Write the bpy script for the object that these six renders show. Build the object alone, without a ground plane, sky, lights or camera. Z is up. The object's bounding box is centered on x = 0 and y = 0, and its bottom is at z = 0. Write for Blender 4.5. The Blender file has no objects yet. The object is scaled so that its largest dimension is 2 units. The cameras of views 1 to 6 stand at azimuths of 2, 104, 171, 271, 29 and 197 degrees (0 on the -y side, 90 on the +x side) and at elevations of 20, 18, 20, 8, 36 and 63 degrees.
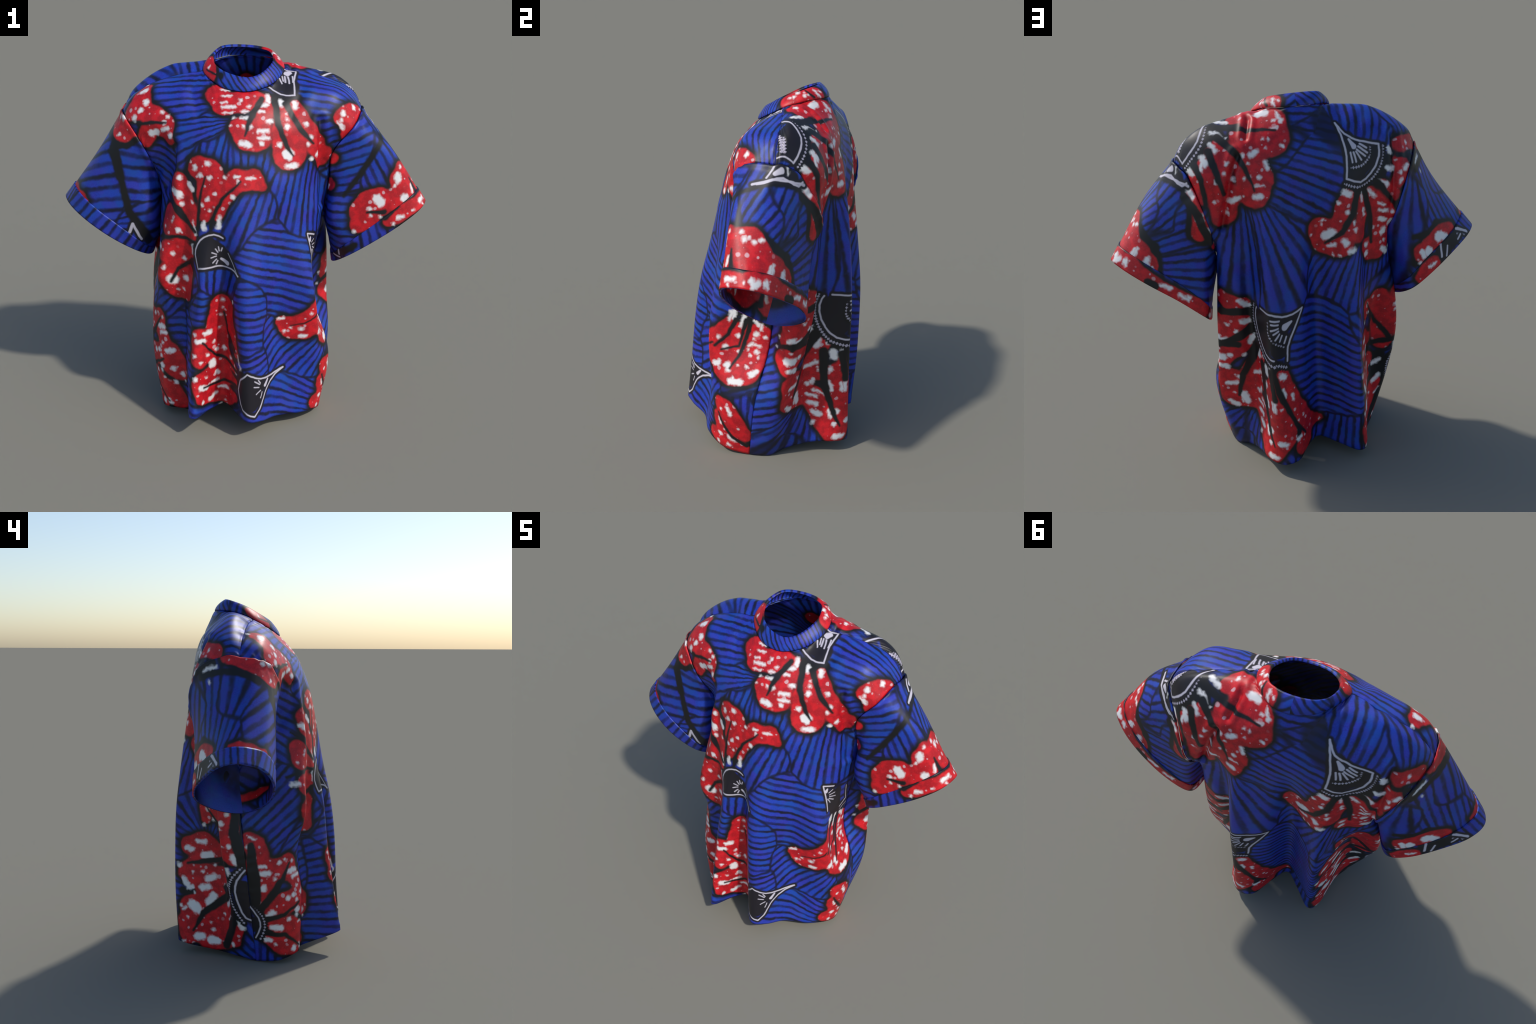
"""A boxy short-sleeved shirt of wax-print cotton, hanging open and empty.

Flat panels are lofted through guide rows, given thickness, and coloured by a
print that is laid out on the flat cutting pattern of each panel: the mesh is
the flat pattern, its shape key "draped" is the worn shape, so Generated
coordinates run along the cloth."""
import bpy
import numpy as np

# ---------------------------------------------------------------- geometry --
# The shirt is cut from flat panels (front, back, two sleeves, two cuffs, a
# collar band).  Every panel is a lofted sheet: a few measured "rows" of guide
# points, from hem to shoulder, through which a smooth surface is drawn.

def row(z, *pts):
    """One guide row; points without their own height take the row's height."""
    return np.array([p if len(p) == 3 else (p[0], p[1], z) for p in pts], float)


def crspline(P, n, closed=False):
    """Catmull-Rom interpolation of P (k, ...) at n even steps of the index."""
    P = np.asarray(P, float)
    k = len(P)
    if closed:
        x = np.arange(n) * k / n
        i = np.floor(x).astype(int)
        q = [P[(i + d) % k] for d in (-1, 0, 1, 2)]
    else:
        x = np.linspace(0, k - 1, n)
        i = np.minimum(np.floor(x).astype(int), k - 2)
        E = np.concatenate([[2 * P[0] - P[1]], P, [2 * P[-1] - P[-2]]])
        q = [E[i + 1 + d] for d in (-1, 0, 1, 2)]
    f = (x - i).reshape((-1,) + (1,) * (P.ndim - 1))
    a, b, c, d = q
    return .5 * (2 * b + (c - a) * f + (2 * a - 5 * b + 4 * c - d) * f**2 + (3 * b - a - 3 * c + d) * f**3)


def loft(rows, ns, nt, closed=False):
    across = np.stack([crspline(r, ns, closed) for r in rows])
    return crspline(across, nt)                      # (nt, ns, 3)


def arc(P, axis):
    d = np.linalg.norm(np.diff(P, axis=axis), axis=-1)
    z = np.zeros_like(np.take(d, [0], axis=axis))
    return np.concatenate([z, np.cumsum(d, axis=axis)], axis=axis)


FRONT = [
    row(0, (-.42, 0, 0), (-.455, -.13, .02), (-.405, -.235, .055), (-.295, -.25, .045), (-.272, -.445, .112), (-.225, -.475, .125),
        (-.16, -.345, .11), (-.08, -.315, .125), (.035, -.49, .12), (.12, -.445, .1), (.2, -.34, .075), (.34, -.27, .06),
        (.43, -.15, .03), (.42, -.005, 0)),
    row(.35, (-.50, .035), (-.50, -.12), (-.425, -.24), (-.31, -.265), (-.272, -.40), (-.235, -.445), (-.17, -.39), (-.085, -.33),
        (.02, -.47), (.108, -.44), (.22, -.29), (.395, -.235), (.475, -.12), (.475, .03)),
    row(.63, (-.52, .06), (-.49, -.10), (-.41, -.215), (-.31, -.235), (-.275, -.32), (-.24, -.39), (-.19, -.395), (-.085, -.328),
        (.01, -.455), (.092, -.427), (.192, -.292), (.395, -.255), (.38, -.11), (.375, .07)),
    row(.86, (-.475, .085), (-.455, -.125), (-.433, -.262), (-.328, -.248), (-.275, -.27), (-.235, -.335), (-.19, -.38), (-.09, -.33),
        (0, -.425), (.09, -.41), (.208, -.293), (.36, -.25), (.37, -.125), (.385, .09)),
    row(1.1, (-.45, .09), (-.44, -.105), (-.397, -.228), (-.345, -.268), (-.29, -.275), (-.24, -.31), (-.17, -.335), (-.09, -.34),
        (0, -.378), (.1, -.355), (.21, -.282), (.318, -.218), (.395, -.10), (.43, .09)),
    row(1.33, (-.455, -.02, 1.32), (-.425, -.07), (-.385, -.125), (-.338, -.245), (-.29, -.257), (-.25, -.28), (-.18, -.31), (-.09, -.325),
        (0, -.335), (.1, -.31), (.21, -.28), (.328, -.192), (.40, -.08), (.45, -.02)),
    row(1.5, (-.51, -.115), (-.45, -.12), (-.39, -.135, 1.51), (-.34, -.2), (-.29, -.235), (-.24, -.262), (-.18, -.285), (-.09, -.295),
        (0, -.295), (.1, -.275), (.21, -.235, 1.49), (.35, -.18), (.42, -.095, 1.49), (.465, -.08, 1.485)),
    row(1.65, (-.60, -.075, 1.635), (-.53, -.115, 1.635), (-.45, -.14, 1.64), (-.38, -.16), (-.32, -.18), (-.26, -.195), (-.19, -.215),
        (-.09, -.235), (0, -.235, 1.66), (.1, -.22, 1.66), (.21, -.19), (.35, -.15, 1.645), (.46, -.12, 1.645), (.565, -.085, 1.615)),
    row(1.76, (-.637, 0, 1.672), (-.575, -.03, 1.735), (-.47, -.05, 1.78), (-.38, -.065, 1.79), (-.31, -.08, 1.79), (-.25, -.09, 1.785),
        (-.185, -.13, 1.755), (-.09, -.175, 1.735), (.02, -.185, 1.73), (.125, -.145, 1.75), (.215, -.09, 1.785), (.345, -.075, 1.795),
        (.49, -.055, 1.78), (.61, .01, 1.68)),
    row(1.8, (-.645, .085, 1.682), (-.565, .075, 1.765), (-.46, .06, 1.825), (-.36, .05, 1.855), (-.28, .04, 1.873), (-.213, .03, 1.887),
        (-.175, -.04, 1.85), (-.09, -.105, 1.81), (.03, -.122, 1.797), (.15, -.06, 1.83), (.208, .06, 1.893), (.33, .08, 1.87),
        (.49, .11, 1.83), (.625, .126, 1.683)),
]
BACK = [
    row(0, (-.42, 0, 0), (-.39, .11, .02), (-.335, .22, .03), (-.295, .40, .055), (-.235, .45, .064), (-.14, .355, .07),
        (-.05, .28, .08), (.03, .38, .095), (.1, .475, .07), (.19, .495, .065), (.258, .43, .075), (.29, .32, .07),
        (.325, .19, .03), (.395, .105, .005), (.42, -.005, 0)),
    row(.35, (-.50, .035), (-.485, .13), (-.37, .175), (-.31, .35), (-.245, .465), (-.14, .36), (-.05, .295), (.035, .39),
        (.125, .46), (.21, .485), (.25, .38), (.28, .26), (.365, .22), (.478, .165), (.475, .03)),
    row(.63, (-.52, .06), (-.525, .18), (-.375, .185), (-.302, .335), (-.24, .465), (-.14, .362), (-.05, .292), (.045, .395),
        (.145, .452), (.22, .475), (.257, .35), (.287, .26), (.37, .262), (.473, .205), (.375, .07)),
    row(.86, (-.475, .085), (-.52, .2), (-.395, .222), (-.304, .33), (-.24, .455), (-.14, .367), (-.05, .308), (.045, .40),
        (.145, .445), (.222, .472), (.262, .35), (.295, .28), (.37, .30), (.467, .22), (.385, .09)),
    row(1.1, (-.45, .09), (-.48, .21), (-.42, .28), (-.33, .32), (-.24, .425), (-.145, .375), (-.05, .32), (.04, .39),
        (.14, .43), (.22, .455), (.265, .36), (.30, .30), (.375, .31), (.45, .25), (.43, .09)),
    row(1.38, (-.475, .33, 1.36), (-.44, .325), (-.395, .32), (-.33, .33), (-.24, .385), (-.145, .368), (-.05, .338), (.03, .37),
        (.125, .39), (.205, .422), (.265, .365), (.315, .318), (.385, .305), (.435, .315), (.475, .335, 1.36)),
    row(1.61, (-.565, .31), (-.50, .318), (-.43, .315), (-.34, .322), (-.25, .352), (-.15, .36), (-.05, .357), (.03, .365),
        (.1, .368), (.18, .373), (.27, .355), (.36, .332), (.44, .33), (.50, .31), (.555, .25)),
    row(1.78, (-.63, .17, 1.685), (-.57, .215, 1.755), (-.475, .25, 1.79), (-.37, .265, 1.795), (-.27, .285, 1.795), (-.16, .31, 1.79),
        (-.05, .318), (.03, .322), (.1, .322), (.18, .318, 1.79), (.27, .30, 1.79), (.36, .28, 1.79), (.45, .265, 1.77), (.53, .245, 1.725),
        (.60, .19, 1.67)),
    row(1.88, (-.64, .12, 1.69), (-.595, .14, 1.77), (-.5, .15, 1.845), (-.40, .145, 1.893), (-.31, .15, 1.905), (-.22, .17, 1.908),
        (-.10, .24, 1.90), (0, .27, 1.895), (.08, .265, 1.895), (.16, .22, 1.90), (.25, .165, 1.9), (.35, .16, 1.88),
        (.47, .17, 1.85), (.555, .175, 1.79), (.62, .155, 1.69)),
    row(1.9, (-.645, .085, 1.682), (-.57, .075, 1.765), (-.46, .06, 1.825), (-.34, .047, 1.86), (-.213, .03, 1.887), (-.18, .12, 1.92),
        (-.10, .215, 1.937), (0, .25, 1.94), (.08, .24, 1.938), (.165, .175, 1.93), (.208, .06, 1.893), (.33, .08, 1.87),
        (.49, .11, 1.83), (.575, .12, 1.77), (.625, .126, 1.683)),
]
# sleeve rings (middle, cuff edge): shoulder -> front -> underarm -> back
SLEEVE_L = [
    row(0, (-.79, .06, 1.45), (-.757, -.045, 1.437), (-.685, -.09, 1.368), (-.565, -.10, 1.25), (-.48, -.08, 1.10),
        (-.47, .09, 1.0), (-.50, .23, 1.06), (-.53, .315, 1.18), (-.58, .315, 1.30), (-.67, .27, 1.375), (-.743, .17, 1.435)),
    row(0, (-.988, .09, 1.19), (-.94, -.02, 1.16), (-.84, -.08, 1.09), (-.71, -.09, 1.0), (-.585, -.045, .915),
        (-.53, .07, .862), (-.53, .2, .875), (-.585, .31, .935), (-.69, .315, 1.015), (-.832, .25, 1.10), (-.94, .18, 1.163)),
]
SLEEVE_R = [
    row(0, (.808, .055, 1.45), (.782, -.035, 1.457), (.68, -.06, 1.365), (.56, -.065, 1.23), (.465, -.05, 1.10),
        (.46, .11, 1.0), (.49, .24, 1.06), (.52, .30, 1.18), (.59, .29, 1.29), (.675, .25, 1.375), (.767, .175, 1.442)),
    row(0, (.985, .10, 1.188), (.945, -.015, 1.165), (.84, -.06, 1.09), (.71, -.065, 1.0), (.575, -.035, .905),
        (.50, .08, .832), (.50, .2, .838), (.537, .293, .89), (.667, .298, .998), (.82, .247, 1.09), (.93, .18, 1.155)),
]
COLLAR = [
    row(0, (.03, -.122, 1.797), (-.09, -.105, 1.81), (-.175, -.04, 1.85), (-.213, .03, 1.887), (-.18, .12, 1.92), (-.10, .215, 1.937),
        (0, .25, 1.94), (.08, .24, 1.938), (.165, .175, 1.93), (.208, .06, 1.893), (.15, -.06, 1.83)),
    row(0, (.02, -.09, 1.862), (-.09, -.065, 1.885), (-.155, 0, 1.922), (-.167, .075, 1.962), (-.14, .15, 1.99), (-.09, .185, 2.0),
        (0, .195, 2.0), (.08, .18, 1.993), (.14, .14, 1.978), (.155, .04, 1.938), (.10, -.06, 1.885)),
]


def normals(P, closed=False):
    ds = np.gradient(P, axis=1)
    if closed:
        ds = (np.roll(P, -1, 1) - np.roll(P, 1, 1)) / 2
    n = np.cross(ds, np.gradient(P, axis=0))
    return n / (np.linalg.norm(n, axis=-1, keepdims=True) + 1e-12)


def resample(P, n):
    t = arc(P, 0)
    return np.stack([np.interp(np.linspace(0, t[-1], n), t, P[:, k]) for k in range(3)], -1)


def armhole(front, back, col):
    """Ring along the panel edges: shoulder, front edge down, underarm, back edge up."""
    f = front[np.argmin(np.abs(np.arange(len(front)) / (len(front) - 1) - 4 / (len(FRONT) - 1))):, col][::-1]
    b = back[np.argmin(np.abs(np.arange(len(back)) / (len(back) - 1) - 4 / (len(BACK) - 1))):, col]
    k = NS * 5 // 11
    return np.concatenate([resample(f, k + 1)[:-1], resample(b, NS - k + 1)[:-1]])


NS = 132


def tube(rows, ring0, nt, start=0):
    rings = np.stack([ring0] + [crspline(r, NS, True) for r in rows])
    P = np.roll(crspline(rings, nt), -start, 1)
    return np.concatenate([P, P[:, :1]], 1)


def ease(x):
    x = np.clip(x, 0, 1)
    return x * x * (3 - 2 * x)


def join_panels(F, B):
    """Sew the panels: side seams share one line, shoulder edges share one line."""
    nt, nf = F.shape[:2]
    nb = B.shape[1]
    tf = np.arange(nt) / (nt - 1)
    keep = ease((4 / 9 - tf) / .02 + 1)[:, None]
    for P, n in ((F, nf), (B, nb)):
        P.seam_left, P.seam_right = P[:, 0].copy(), P[:, -1].copy()
    for left in (True, False):
        a = F.seam_left if left else F.seam_right
        b = B.seam_left if left else B.seam_right
        m = (a + b) / 2
        for P, e, n in ((F, a, nf), (B, b, nb)):
            s = np.arange(n) / (n - 1)
            w = ease(1 - (s if left else 1 - s) / .08)
            P += ((m - e) * keep)[:, None] * w[None, :, None]
    # shoulders: neck corners stand on front columns 5 and 10, back columns 4 and 10
    for f0, f1, b0, b1 in ((0, 5, 0, 4), (10, 13, 10, 14)):
        i0, i1 = [round(c / 13 * (nf - 1)) for c in (f0, f1)]
        j0, j1 = [round(c / 14 * (nb - 1)) for c in (b0, b1)]
        line = resample(B[-1, j0:j1 + 1], i1 - i0 + 1)
        w = ease(1 - (1 - tf) / .12)[:, None, None]
        F[:, i0:i1 + 1] += w * (line - F[-1, i0:i1 + 1])[None]


class Sheet(np.ndarray):
    pass


def flat(P, mid, step=6):
    """Flat cutting pattern of a sheet: a coarse net of springs, laid out flat and
    relaxed until every spring has the length it has on the draped cloth."""
    nt, ns = P.shape[:2]
    j = np.unique(np.append(np.arange(0, nt, step), nt - 1))
    i = np.unique(np.append(np.arange(0, ns, step), ns - 1))
    Q = P[np.ix_(j, i)]
    s, t = arc(Q, 1), arc(Q, 0)
    c = int(np.argmin(abs(i - mid * (ns - 1))))
    U = np.stack([s - s[:, c:c + 1], np.repeat(t[:, c:c + 1], len(i), 1)], -1)
    low = len(j) // 2                                  # spread the upper rows like the lower ones
    U[low:, :, 0] = U[low, :, 0]
    A, Z = slice(None, -1), slice(1, None)
    links = [((slice(None), A), (slice(None), Z)), ((A, slice(None)), (Z, slice(None))), ((A, A), (Z, Z)), ((A, Z), (Z, A)),
             ((slice(None), slice(None, -2)), (slice(None), slice(2, None))), ((slice(None, -2), slice(None)), (slice(2, None), slice(None)))]
    rest = [np.linalg.norm(Q[b] - Q[a], axis=-1) for a, b in links]
    count = np.zeros(U.shape[:2] + (1,))
    for a, b in links:
        count[a] += 1
        count[b] += 1
    for _ in range(900):
        move = np.zeros_like(U)
        for (a, b), r in zip(links, rest):
            d = U[b] - U[a]
            l = np.linalg.norm(d, axis=-1)
            d *= (.5 * (1 - r / (l + 1e-9)))[..., None]
            move[a] += d
            move[b] -= d
        U += 1.6 * move / count
    fine = np.stack([[np.interp(np.arange(ns), i, U[r, :, k]) for r in range(len(j))] for k in (0, 1)], -1)
    return np.stack([[np.interp(np.arange(nt), j, fine[:, q, k]) for q in range(ns)] for k in (0, 1)], -1).transpose(1, 0, 2)


def facing(P, sign):
    n = np.cross(np.gradient(P, axis=1), np.gradient(P, axis=0))
    n /= np.linalg.norm(n, axis=-1, keepdims=True) + 1e-12
    return n * np.sign((n[..., 1] * sign).sum())       # outward


# drag lines of the cloth, seen from the front: (x, z) path, depth, width
FRONT_CREASES = [([(.395, 1.66), (.402, 1.55), (.407, 1.42), (.412, 1.2)], .012, .013), ([(-.34, 1.54), (-.35, 1.43), (-.40, 1.30)], .012, .014),
                 ([(.30, 1.80), (.24, 1.66)], .004, .02), ([(-.26, 1.80), (-.22, 1.68)], .004, .02)]
BACK_CREASES = [([(.316, 1.73), (.36, 1.63), (.381, 1.51), (.41, 1.37)], .018, .014), ([(.242, 1.885), (.271, 1.81)], .012, .010),
                ([(-.485, 1.76), (-.482, 1.64), (-.47, 1.5), (-.455, 1.40)], .016, .014), ([(.03, 1.92), (.03, 1.86)], .004, .012),
                ([(-.33, 1.86), (-.28, 1.76)], .005, .02)]


def crease(P, sign, lines):
    """Press narrow valleys, with a soft lip beside them, into a panel."""
    move = np.zeros(P.shape[:2])
    for path, depth, width in lines:
        d = np.full(P.shape[:2], 9.0)
        for a, b in zip(np.array(path[:-1]), np.array(path[1:])):
            r = P[..., [0, 2]] - a
            h = np.clip((r @ (b - a)) / ((b - a) @ (b - a)), 0, 1)
            d = np.minimum(d, np.linalg.norm(r - h[..., None] * (b - a), axis=-1))
        move += depth * (.5 * np.exp(-((d - 2.6 * width) / (1.3 * width)) ** 2) - np.exp(-(d / width) ** 2))
    return P + facing(P, sign) * move[..., None]


def pucker(along, off, size=.004, reach=.03):
    """Small gathers that a seam draws into the cloth beside it."""
    wave = np.sin(along * 88 + 2.2 * np.sin(along * 31)) * (.6 + .4 * np.sin(along * 13 + 1))
    return size * wave * np.exp(-off / reach) * (1 - np.exp(-off / .006))


def sew(P, sign):
    """Seam allowance: every edge of a panel dips a little and is gathered."""
    s, t = arc(P, 1), arc(P, 0)
    off = [(t, s), (t, s[:, -1:] - s), (s, t[-1:] - t)]
    move = sum(pucker(a, o) - .004 * np.exp(-(o / .012) ** 2) for a, o in off)
    hem = t
    move += .0025 * np.exp(-((hem - .03) / .008) ** 2) + pucker(s, hem, .002, .05)
    return P + facing(P, sign) * move[..., None]


CUFF = .085


def build_sheets():
    S = {}
    F = loft(FRONT, 209, 217).view(Sheet)
    B = loft(BACK, 211, 217).view(Sheet)
    join_panels(F, B)
    F, B = np.asarray(F), np.asarray(B)
    F = crease(F, -1, FRONT_CREASES)
    B = crease(B, 1, BACK_CREASES)
    ring = {"L": armhole(F, B, 0), "R": armhole(F, B, -1)}
    F, B = sew(F, -1), sew(B, 1)
    S["front_panel"] = F, flat(F, 8 / 13)
    S["back_panel"] = B, flat(B, 7 / 14)
    for side, rows, col in (("L", SLEEVE_L, 0), ("R", SLEEVE_R, -1)):
        P = tube(rows, ring[side], 81, NS * 5 // 11)      # cut open under the arm
        uv = flat(P, 6 / 11)
        mid = P[:, :-1].mean(1, keepdims=True)
        out = (P - mid) / np.linalg.norm(P - mid, axis=-1, keepdims=True)
        t = arc(P, 0)
        s = arc(P, 1)
        lift = .007 * np.exp(-((t - .012) / .016) ** 2) + pucker(s, t, .005, .045)       # the sleeve head laps the body
        left = t[-1:] - t - CUFF
        lift += np.where(left > 0, pucker(s + 1, np.maximum(left, 0), .003, .04), 0)
        lift[0] = 0
        P = P + out * lift[..., None]
        S["sleeve_" + side] = P, uv
        c = P[:, :-1].mean(1, keepdims=True)
        t = arc(P, 0)
        w = (t - t[-1:] + CUFF) / CUFF                 # 0 at the cuff's inner edge, 1 at the rim
        k = int(np.argmax(w.mean(1) > 0))
        out = (P - c) / np.linalg.norm(P - c, axis=-1, keepdims=True)
        S["cuff_" + side] = (P + out * .006)[k:], uv[k:]
    P = tube(COLLAR[1:], crspline(COLLAR[0], NS, True), 13, NS * 6 // 11)
    s, h = arc(P, 1), np.linspace(0, 1, 13)[:, None, None]
    mid = P[:, :-1].mean(1, keepdims=True)
    P = P + (P - mid) / np.linalg.norm(P - mid, axis=-1, keepdims=True) * (.009 * np.sin(np.pi * h ** .8) - .004 * h ** 6)   # a soft, rolled band
    S["collar"] = P, np.stack([s / s[:, -1:] * s[:1, -1:], arc(P, 0)], -1)
    return S

# ------------------------------------------------------------------- print --
# Motifs are chains of round brush marks (u, v, radius) on the flat pattern.

def curved(pts):
    """Round off the gentle bends of a stroke; sharp corners stay."""
    P = np.array(pts, float)
    if len(P) < 3:
        return pts
    D = np.diff(P[:, :2], axis=0)
    tang = np.zeros((len(P), 2))
    for i in range(1, len(P) - 1):
        a, b = D[i - 1], D[i]
        if a @ b > .6 * np.linalg.norm(a) * np.linalg.norm(b):
            tang[i] = (a / np.linalg.norm(a) + b / np.linalg.norm(b)) / 2
    out = [P[0]]
    for i in range(len(D)):
        l = np.linalg.norm(D[i])
        if tang[i].any() or tang[i + 1].any():
            h = (P[i] + P[i + 1]) / 2
            h[:2] += l / 8 * ((tang[i] if tang[i].any() else D[i] / l) - (tang[i + 1] if tang[i + 1].any() else D[i] / l))
            out.append(h)
        out.append(P[i + 1])
    return [tuple(q) for q in out]


class Print:
    def __init__(self):
        self.marks = {k: [] for k in ("petal", "vein", "dark", "fan", "streak", "line", "beads")}
        self.fields = []

    def chain(self, kind, pts):
        pts = list(pts)
        if len(pts) == 1:
            pts = pts * 2
        for a, b in zip(pts[:-1], pts[1:]):
            self.marks[kind].append((a, b))

    def petal(self, *p): self.chain("petal", p)
    def vein(self, *p): self.chain("vein", p)
    def dark(self, *p): self.chain("dark", p)
    def fan(self, *p): self.chain("fan", p)
    def streak(self, *p): self.chain("streak", p)
    def line(self, *p): self.chain("line", curved(p))
    def beads(self, *p): self.chain("beads", curved(p))

    def load(self, box, margin=.045):
        """How many marks and rib fields a rectangle has to deal with."""
        n = sum(max(a[0] + a[2], b[0] + b[2]) + margin > box[0] and min(a[0] - a[2], b[0] - b[2]) - margin < box[1]
                and max(a[1] + a[2], b[1] + b[2]) + margin > box[2] and min(a[1] - a[2], b[1] - b[2]) - margin < box[3]
                for k in self.marks.values() for a, b in k)
        return n + sum(len(f[0]) for f in self.nearest(box))

    def nearest(self, box):
        """The rib fields that can win anywhere in the rectangle."""
        mid = np.array(((box[0] + box[1]) / 2, (box[2] + box[3]) / 2))
        half = np.hypot(box[1] - box[0], box[3] - box[2]) / 2

        def away(f):
            best = 9.0
            for a, b in f[0]:
                a, b = np.array(a), np.array(b)
                B, q = b[:2] - a[:2], mid - a[:2]
                h = np.clip(q @ B / max(B @ B, 1e-9), 0, 1)
                best = min(best, np.hypot(*(q - B * h)) - (a[2] + (b[2] - a[2]) * h))
            return best
        fs = sorted((away(f), k) for k, f in enumerate(self.fields))
        return [self.fields[k] for d, k in fs if d < fs[0][0] + 2 * half + .03]

    def spots(self, *p):
        for q in p:
            self.chain("streak", [q])

    def ribs(self, *a):
        """Blue ground with dark ribs fanning from a centre: anchor marks..., centre, ribs per turn."""
        anchors, centre, n = list(a[:-2]), a[-2], a[-1]
        if len(anchors) == 1:
            anchors = anchors * 2
        self.fields.append((list(zip(anchors[:-1], anchors[1:])), centre, n))


front, back, right_sleeve, left_sleeve, right_cuff, left_cuff, collar_band = [Print() for _ in range(7)]

# flower on the chest, opening upwards and to the wearer's right
front.petal((-.207, 1.306, .048), (-.149, 1.277, .054), (-.168, 1.174, .038), (-.189, 1.056, .019))
front.petal((-.331, 1.233, .042), (-.317, 1.186, .049), (-.266, 1.081, .026), (-.252, 1.022, .01))
front.petal((.12, 1.212, .01), (.074, 1.246, .038), (-.009, 1.241, .041), (-.069, 1.182, .035), (-.117, 1.057, .016))
front.petal((-.425, 1.076, .04), (-.417, 1.03, .056), (-.341, .973, .039), (-.274, .948, .016))
front.petal((-.445, .879, .05), (-.369, .861, .053), (-.303, .865, .02))
front.petal((-.465, .745, .064), (-.452, .667, .051), (-.407, .641, .03), (-.351, .763, .027))
front.vein((-.17, 1.258, .005), (-.211, 1.135, .008), (-.236, .99, .01))
front.vein((.01, 1.236, .005), (-.091, 1.143, .01), (-.153, 1.03, .011), (-.16, .998, .011))
front.vein((-.436, 1.173, .006), (-.313, 1.053, .009), (-.253, .976, .009))
front.vein((-.546, .954, .009), (-.374, .952, .01), (-.269, .922, .011))
front.vein((-.477, .709, .007), (-.418, .769, .011), (-.302, .825, .012))
front.streak((-.195, 1.03, .008), (-.198, .994, .014))
front.streak((-.106, 1.057, .008), (-.118, 1.004, .016))
front.streak((-.259, 1.029, .005), (-.249, .963, .006))
front.streak((-.277, .928, .005), (-.286, .86, .006))
front.streak((-.375, 1.197, .013), (-.326, 1.167, .021))
front.streak((-.268, 1.221, .012), (-.248, 1.196, .013))
front.streak((-.018, 1.26, .012), (.004, 1.261, .008))
front.streak((.042, 1.254, .007), (.081, 1.257, .007))
front.streak((-.537, .909, .014), (-.494, .901, .013))
front.spots((-.226, 1.306, .015), (-.198, 1.267, .015), (-.154, 1.325, .015), (-.15, 1.251, .012), (-.07, 1.255, .01), (-.003, 1.235, .009), (-.033, 1.158, .013), (-.317, 1.255, .013), (-.319, 1.12, .012), (-.163, 1.145, .011), (-.158, 1.086, .008), (-.122, 1.171, .008), (-.36, .983, .016), (-.388, 1.036, .009), (-.421, .861, .012), (-.365, .827, .011), (-.462, .72, .031), (-.389, .717, .019), (-.484, .796, .011), (-.426, .655, .008), (-.463, .654, .006), (-.198, 1.115, .01), (-.456, 1.007, .007), (-.252, 1.13, .007))
front.fan((-.187, .886, .055), (-.15, .856, .059), (-.083, .8, .016))
front.fan((-.221, .82, .026), (-.118, .793, .013))
front.line((-.255, .784, .004), (-.268, .855, .004), (-.245, .91, .004), (-.203, .948, .004), (-.146, .963, .004), (-.099, .944, .004))
front.line((-.255, .784, .004), (-.157, .793, .004), (-.085, .789, .004), (-.035, .781, .004), (-.011, .76, .004))
front.line((-.076, .866, .002), (-.011, .76, .002))
front.line((-.119, .832, .007), (-.087, .813, .013))
front.line((-.144, .848, .003), (-.173, .841, .003))
front.line((-.143, .858, .003), (-.166, .868, .003))
front.line((-.135, .868, .003), (-.146, .886, .003))
front.line((-.127, .875, .003), (-.128, .897, .003))
front.line((-.117, .875, .003), (-.108, .892, .003))
front.line((-.145, .831, .003), (-.167, .813, .003))
front.line((-.139, .823, .003), (-.15, .805, .003))
# flower hanging from the neckline
front.petal((-.126, 1.695, .045), (-.074, 1.633, .048), (.015, 1.649, .051), (.079, 1.675, .032))
front.petal((-0, 1.507, .038), (.044, 1.455, .047), (.095, 1.459, .051), (.126, 1.593, .032), (.139, 1.677, .013))
front.petal((.26, 1.39, .08), (.245, 1.491, .061), (.218, 1.596, .022))
front.petal((.284, 1.635, .018), (.319, 1.573, .018), (.363, 1.497, .032), (.412, 1.427, .042), (.475, 1.358, .036), (.499, 1.393, .023))
front.dark((.18, 1.678, .029), (.291, 1.676, .029))
front.vein((.112, 1.668, .016), (.056, 1.547, .014), (.031, 1.464, .005))
front.vein((.18, 1.67, .018), (.198, 1.528, .017), (.242, 1.428, .012), (.283, 1.371, .005))
front.vein((.235, 1.64, .016), (.315, 1.508, .016), (.385, 1.439, .006))
front.streak((.142, 1.693, .01), (.149, 1.655, .015))
front.streak((.213, 1.655, .015), (.212, 1.632, .014))
front.streak((.284, 1.644, .015), (.287, 1.624, .014))
front.streak((.01, 1.429, .013), (.051, 1.417, .015))
front.streak((.25, 1.32, .014), (.298, 1.325, .014))
front.streak((-.095, 1.72, .006), (-.059, 1.716, .006))
front.streak((-.09, 1.679, .006), (-.047, 1.682, .006))
front.streak((-.094, 1.641, .006), (-.062, 1.642, .006))
front.streak((-.086, 1.615, .008), (-.022, 1.617, .008))
front.streak((-.079, 1.582, .005), (-.037, 1.584, .005))
front.streak((.017, 1.589, .008), (.039, 1.592, .008))
front.streak((.008, 1.554, .007), (.043, 1.556, .007))
front.streak((.106, 1.629, .012), (.139, 1.632, .012))
front.streak((.097, 1.59, .008), (.122, 1.593, .008))
front.streak((.145, 1.54, .011), (.165, 1.543, .011))
front.streak((.098, 1.488, .01), (.146, 1.492, .01))
front.streak((.101, 1.454, .009), (.15, 1.457, .009))
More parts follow.
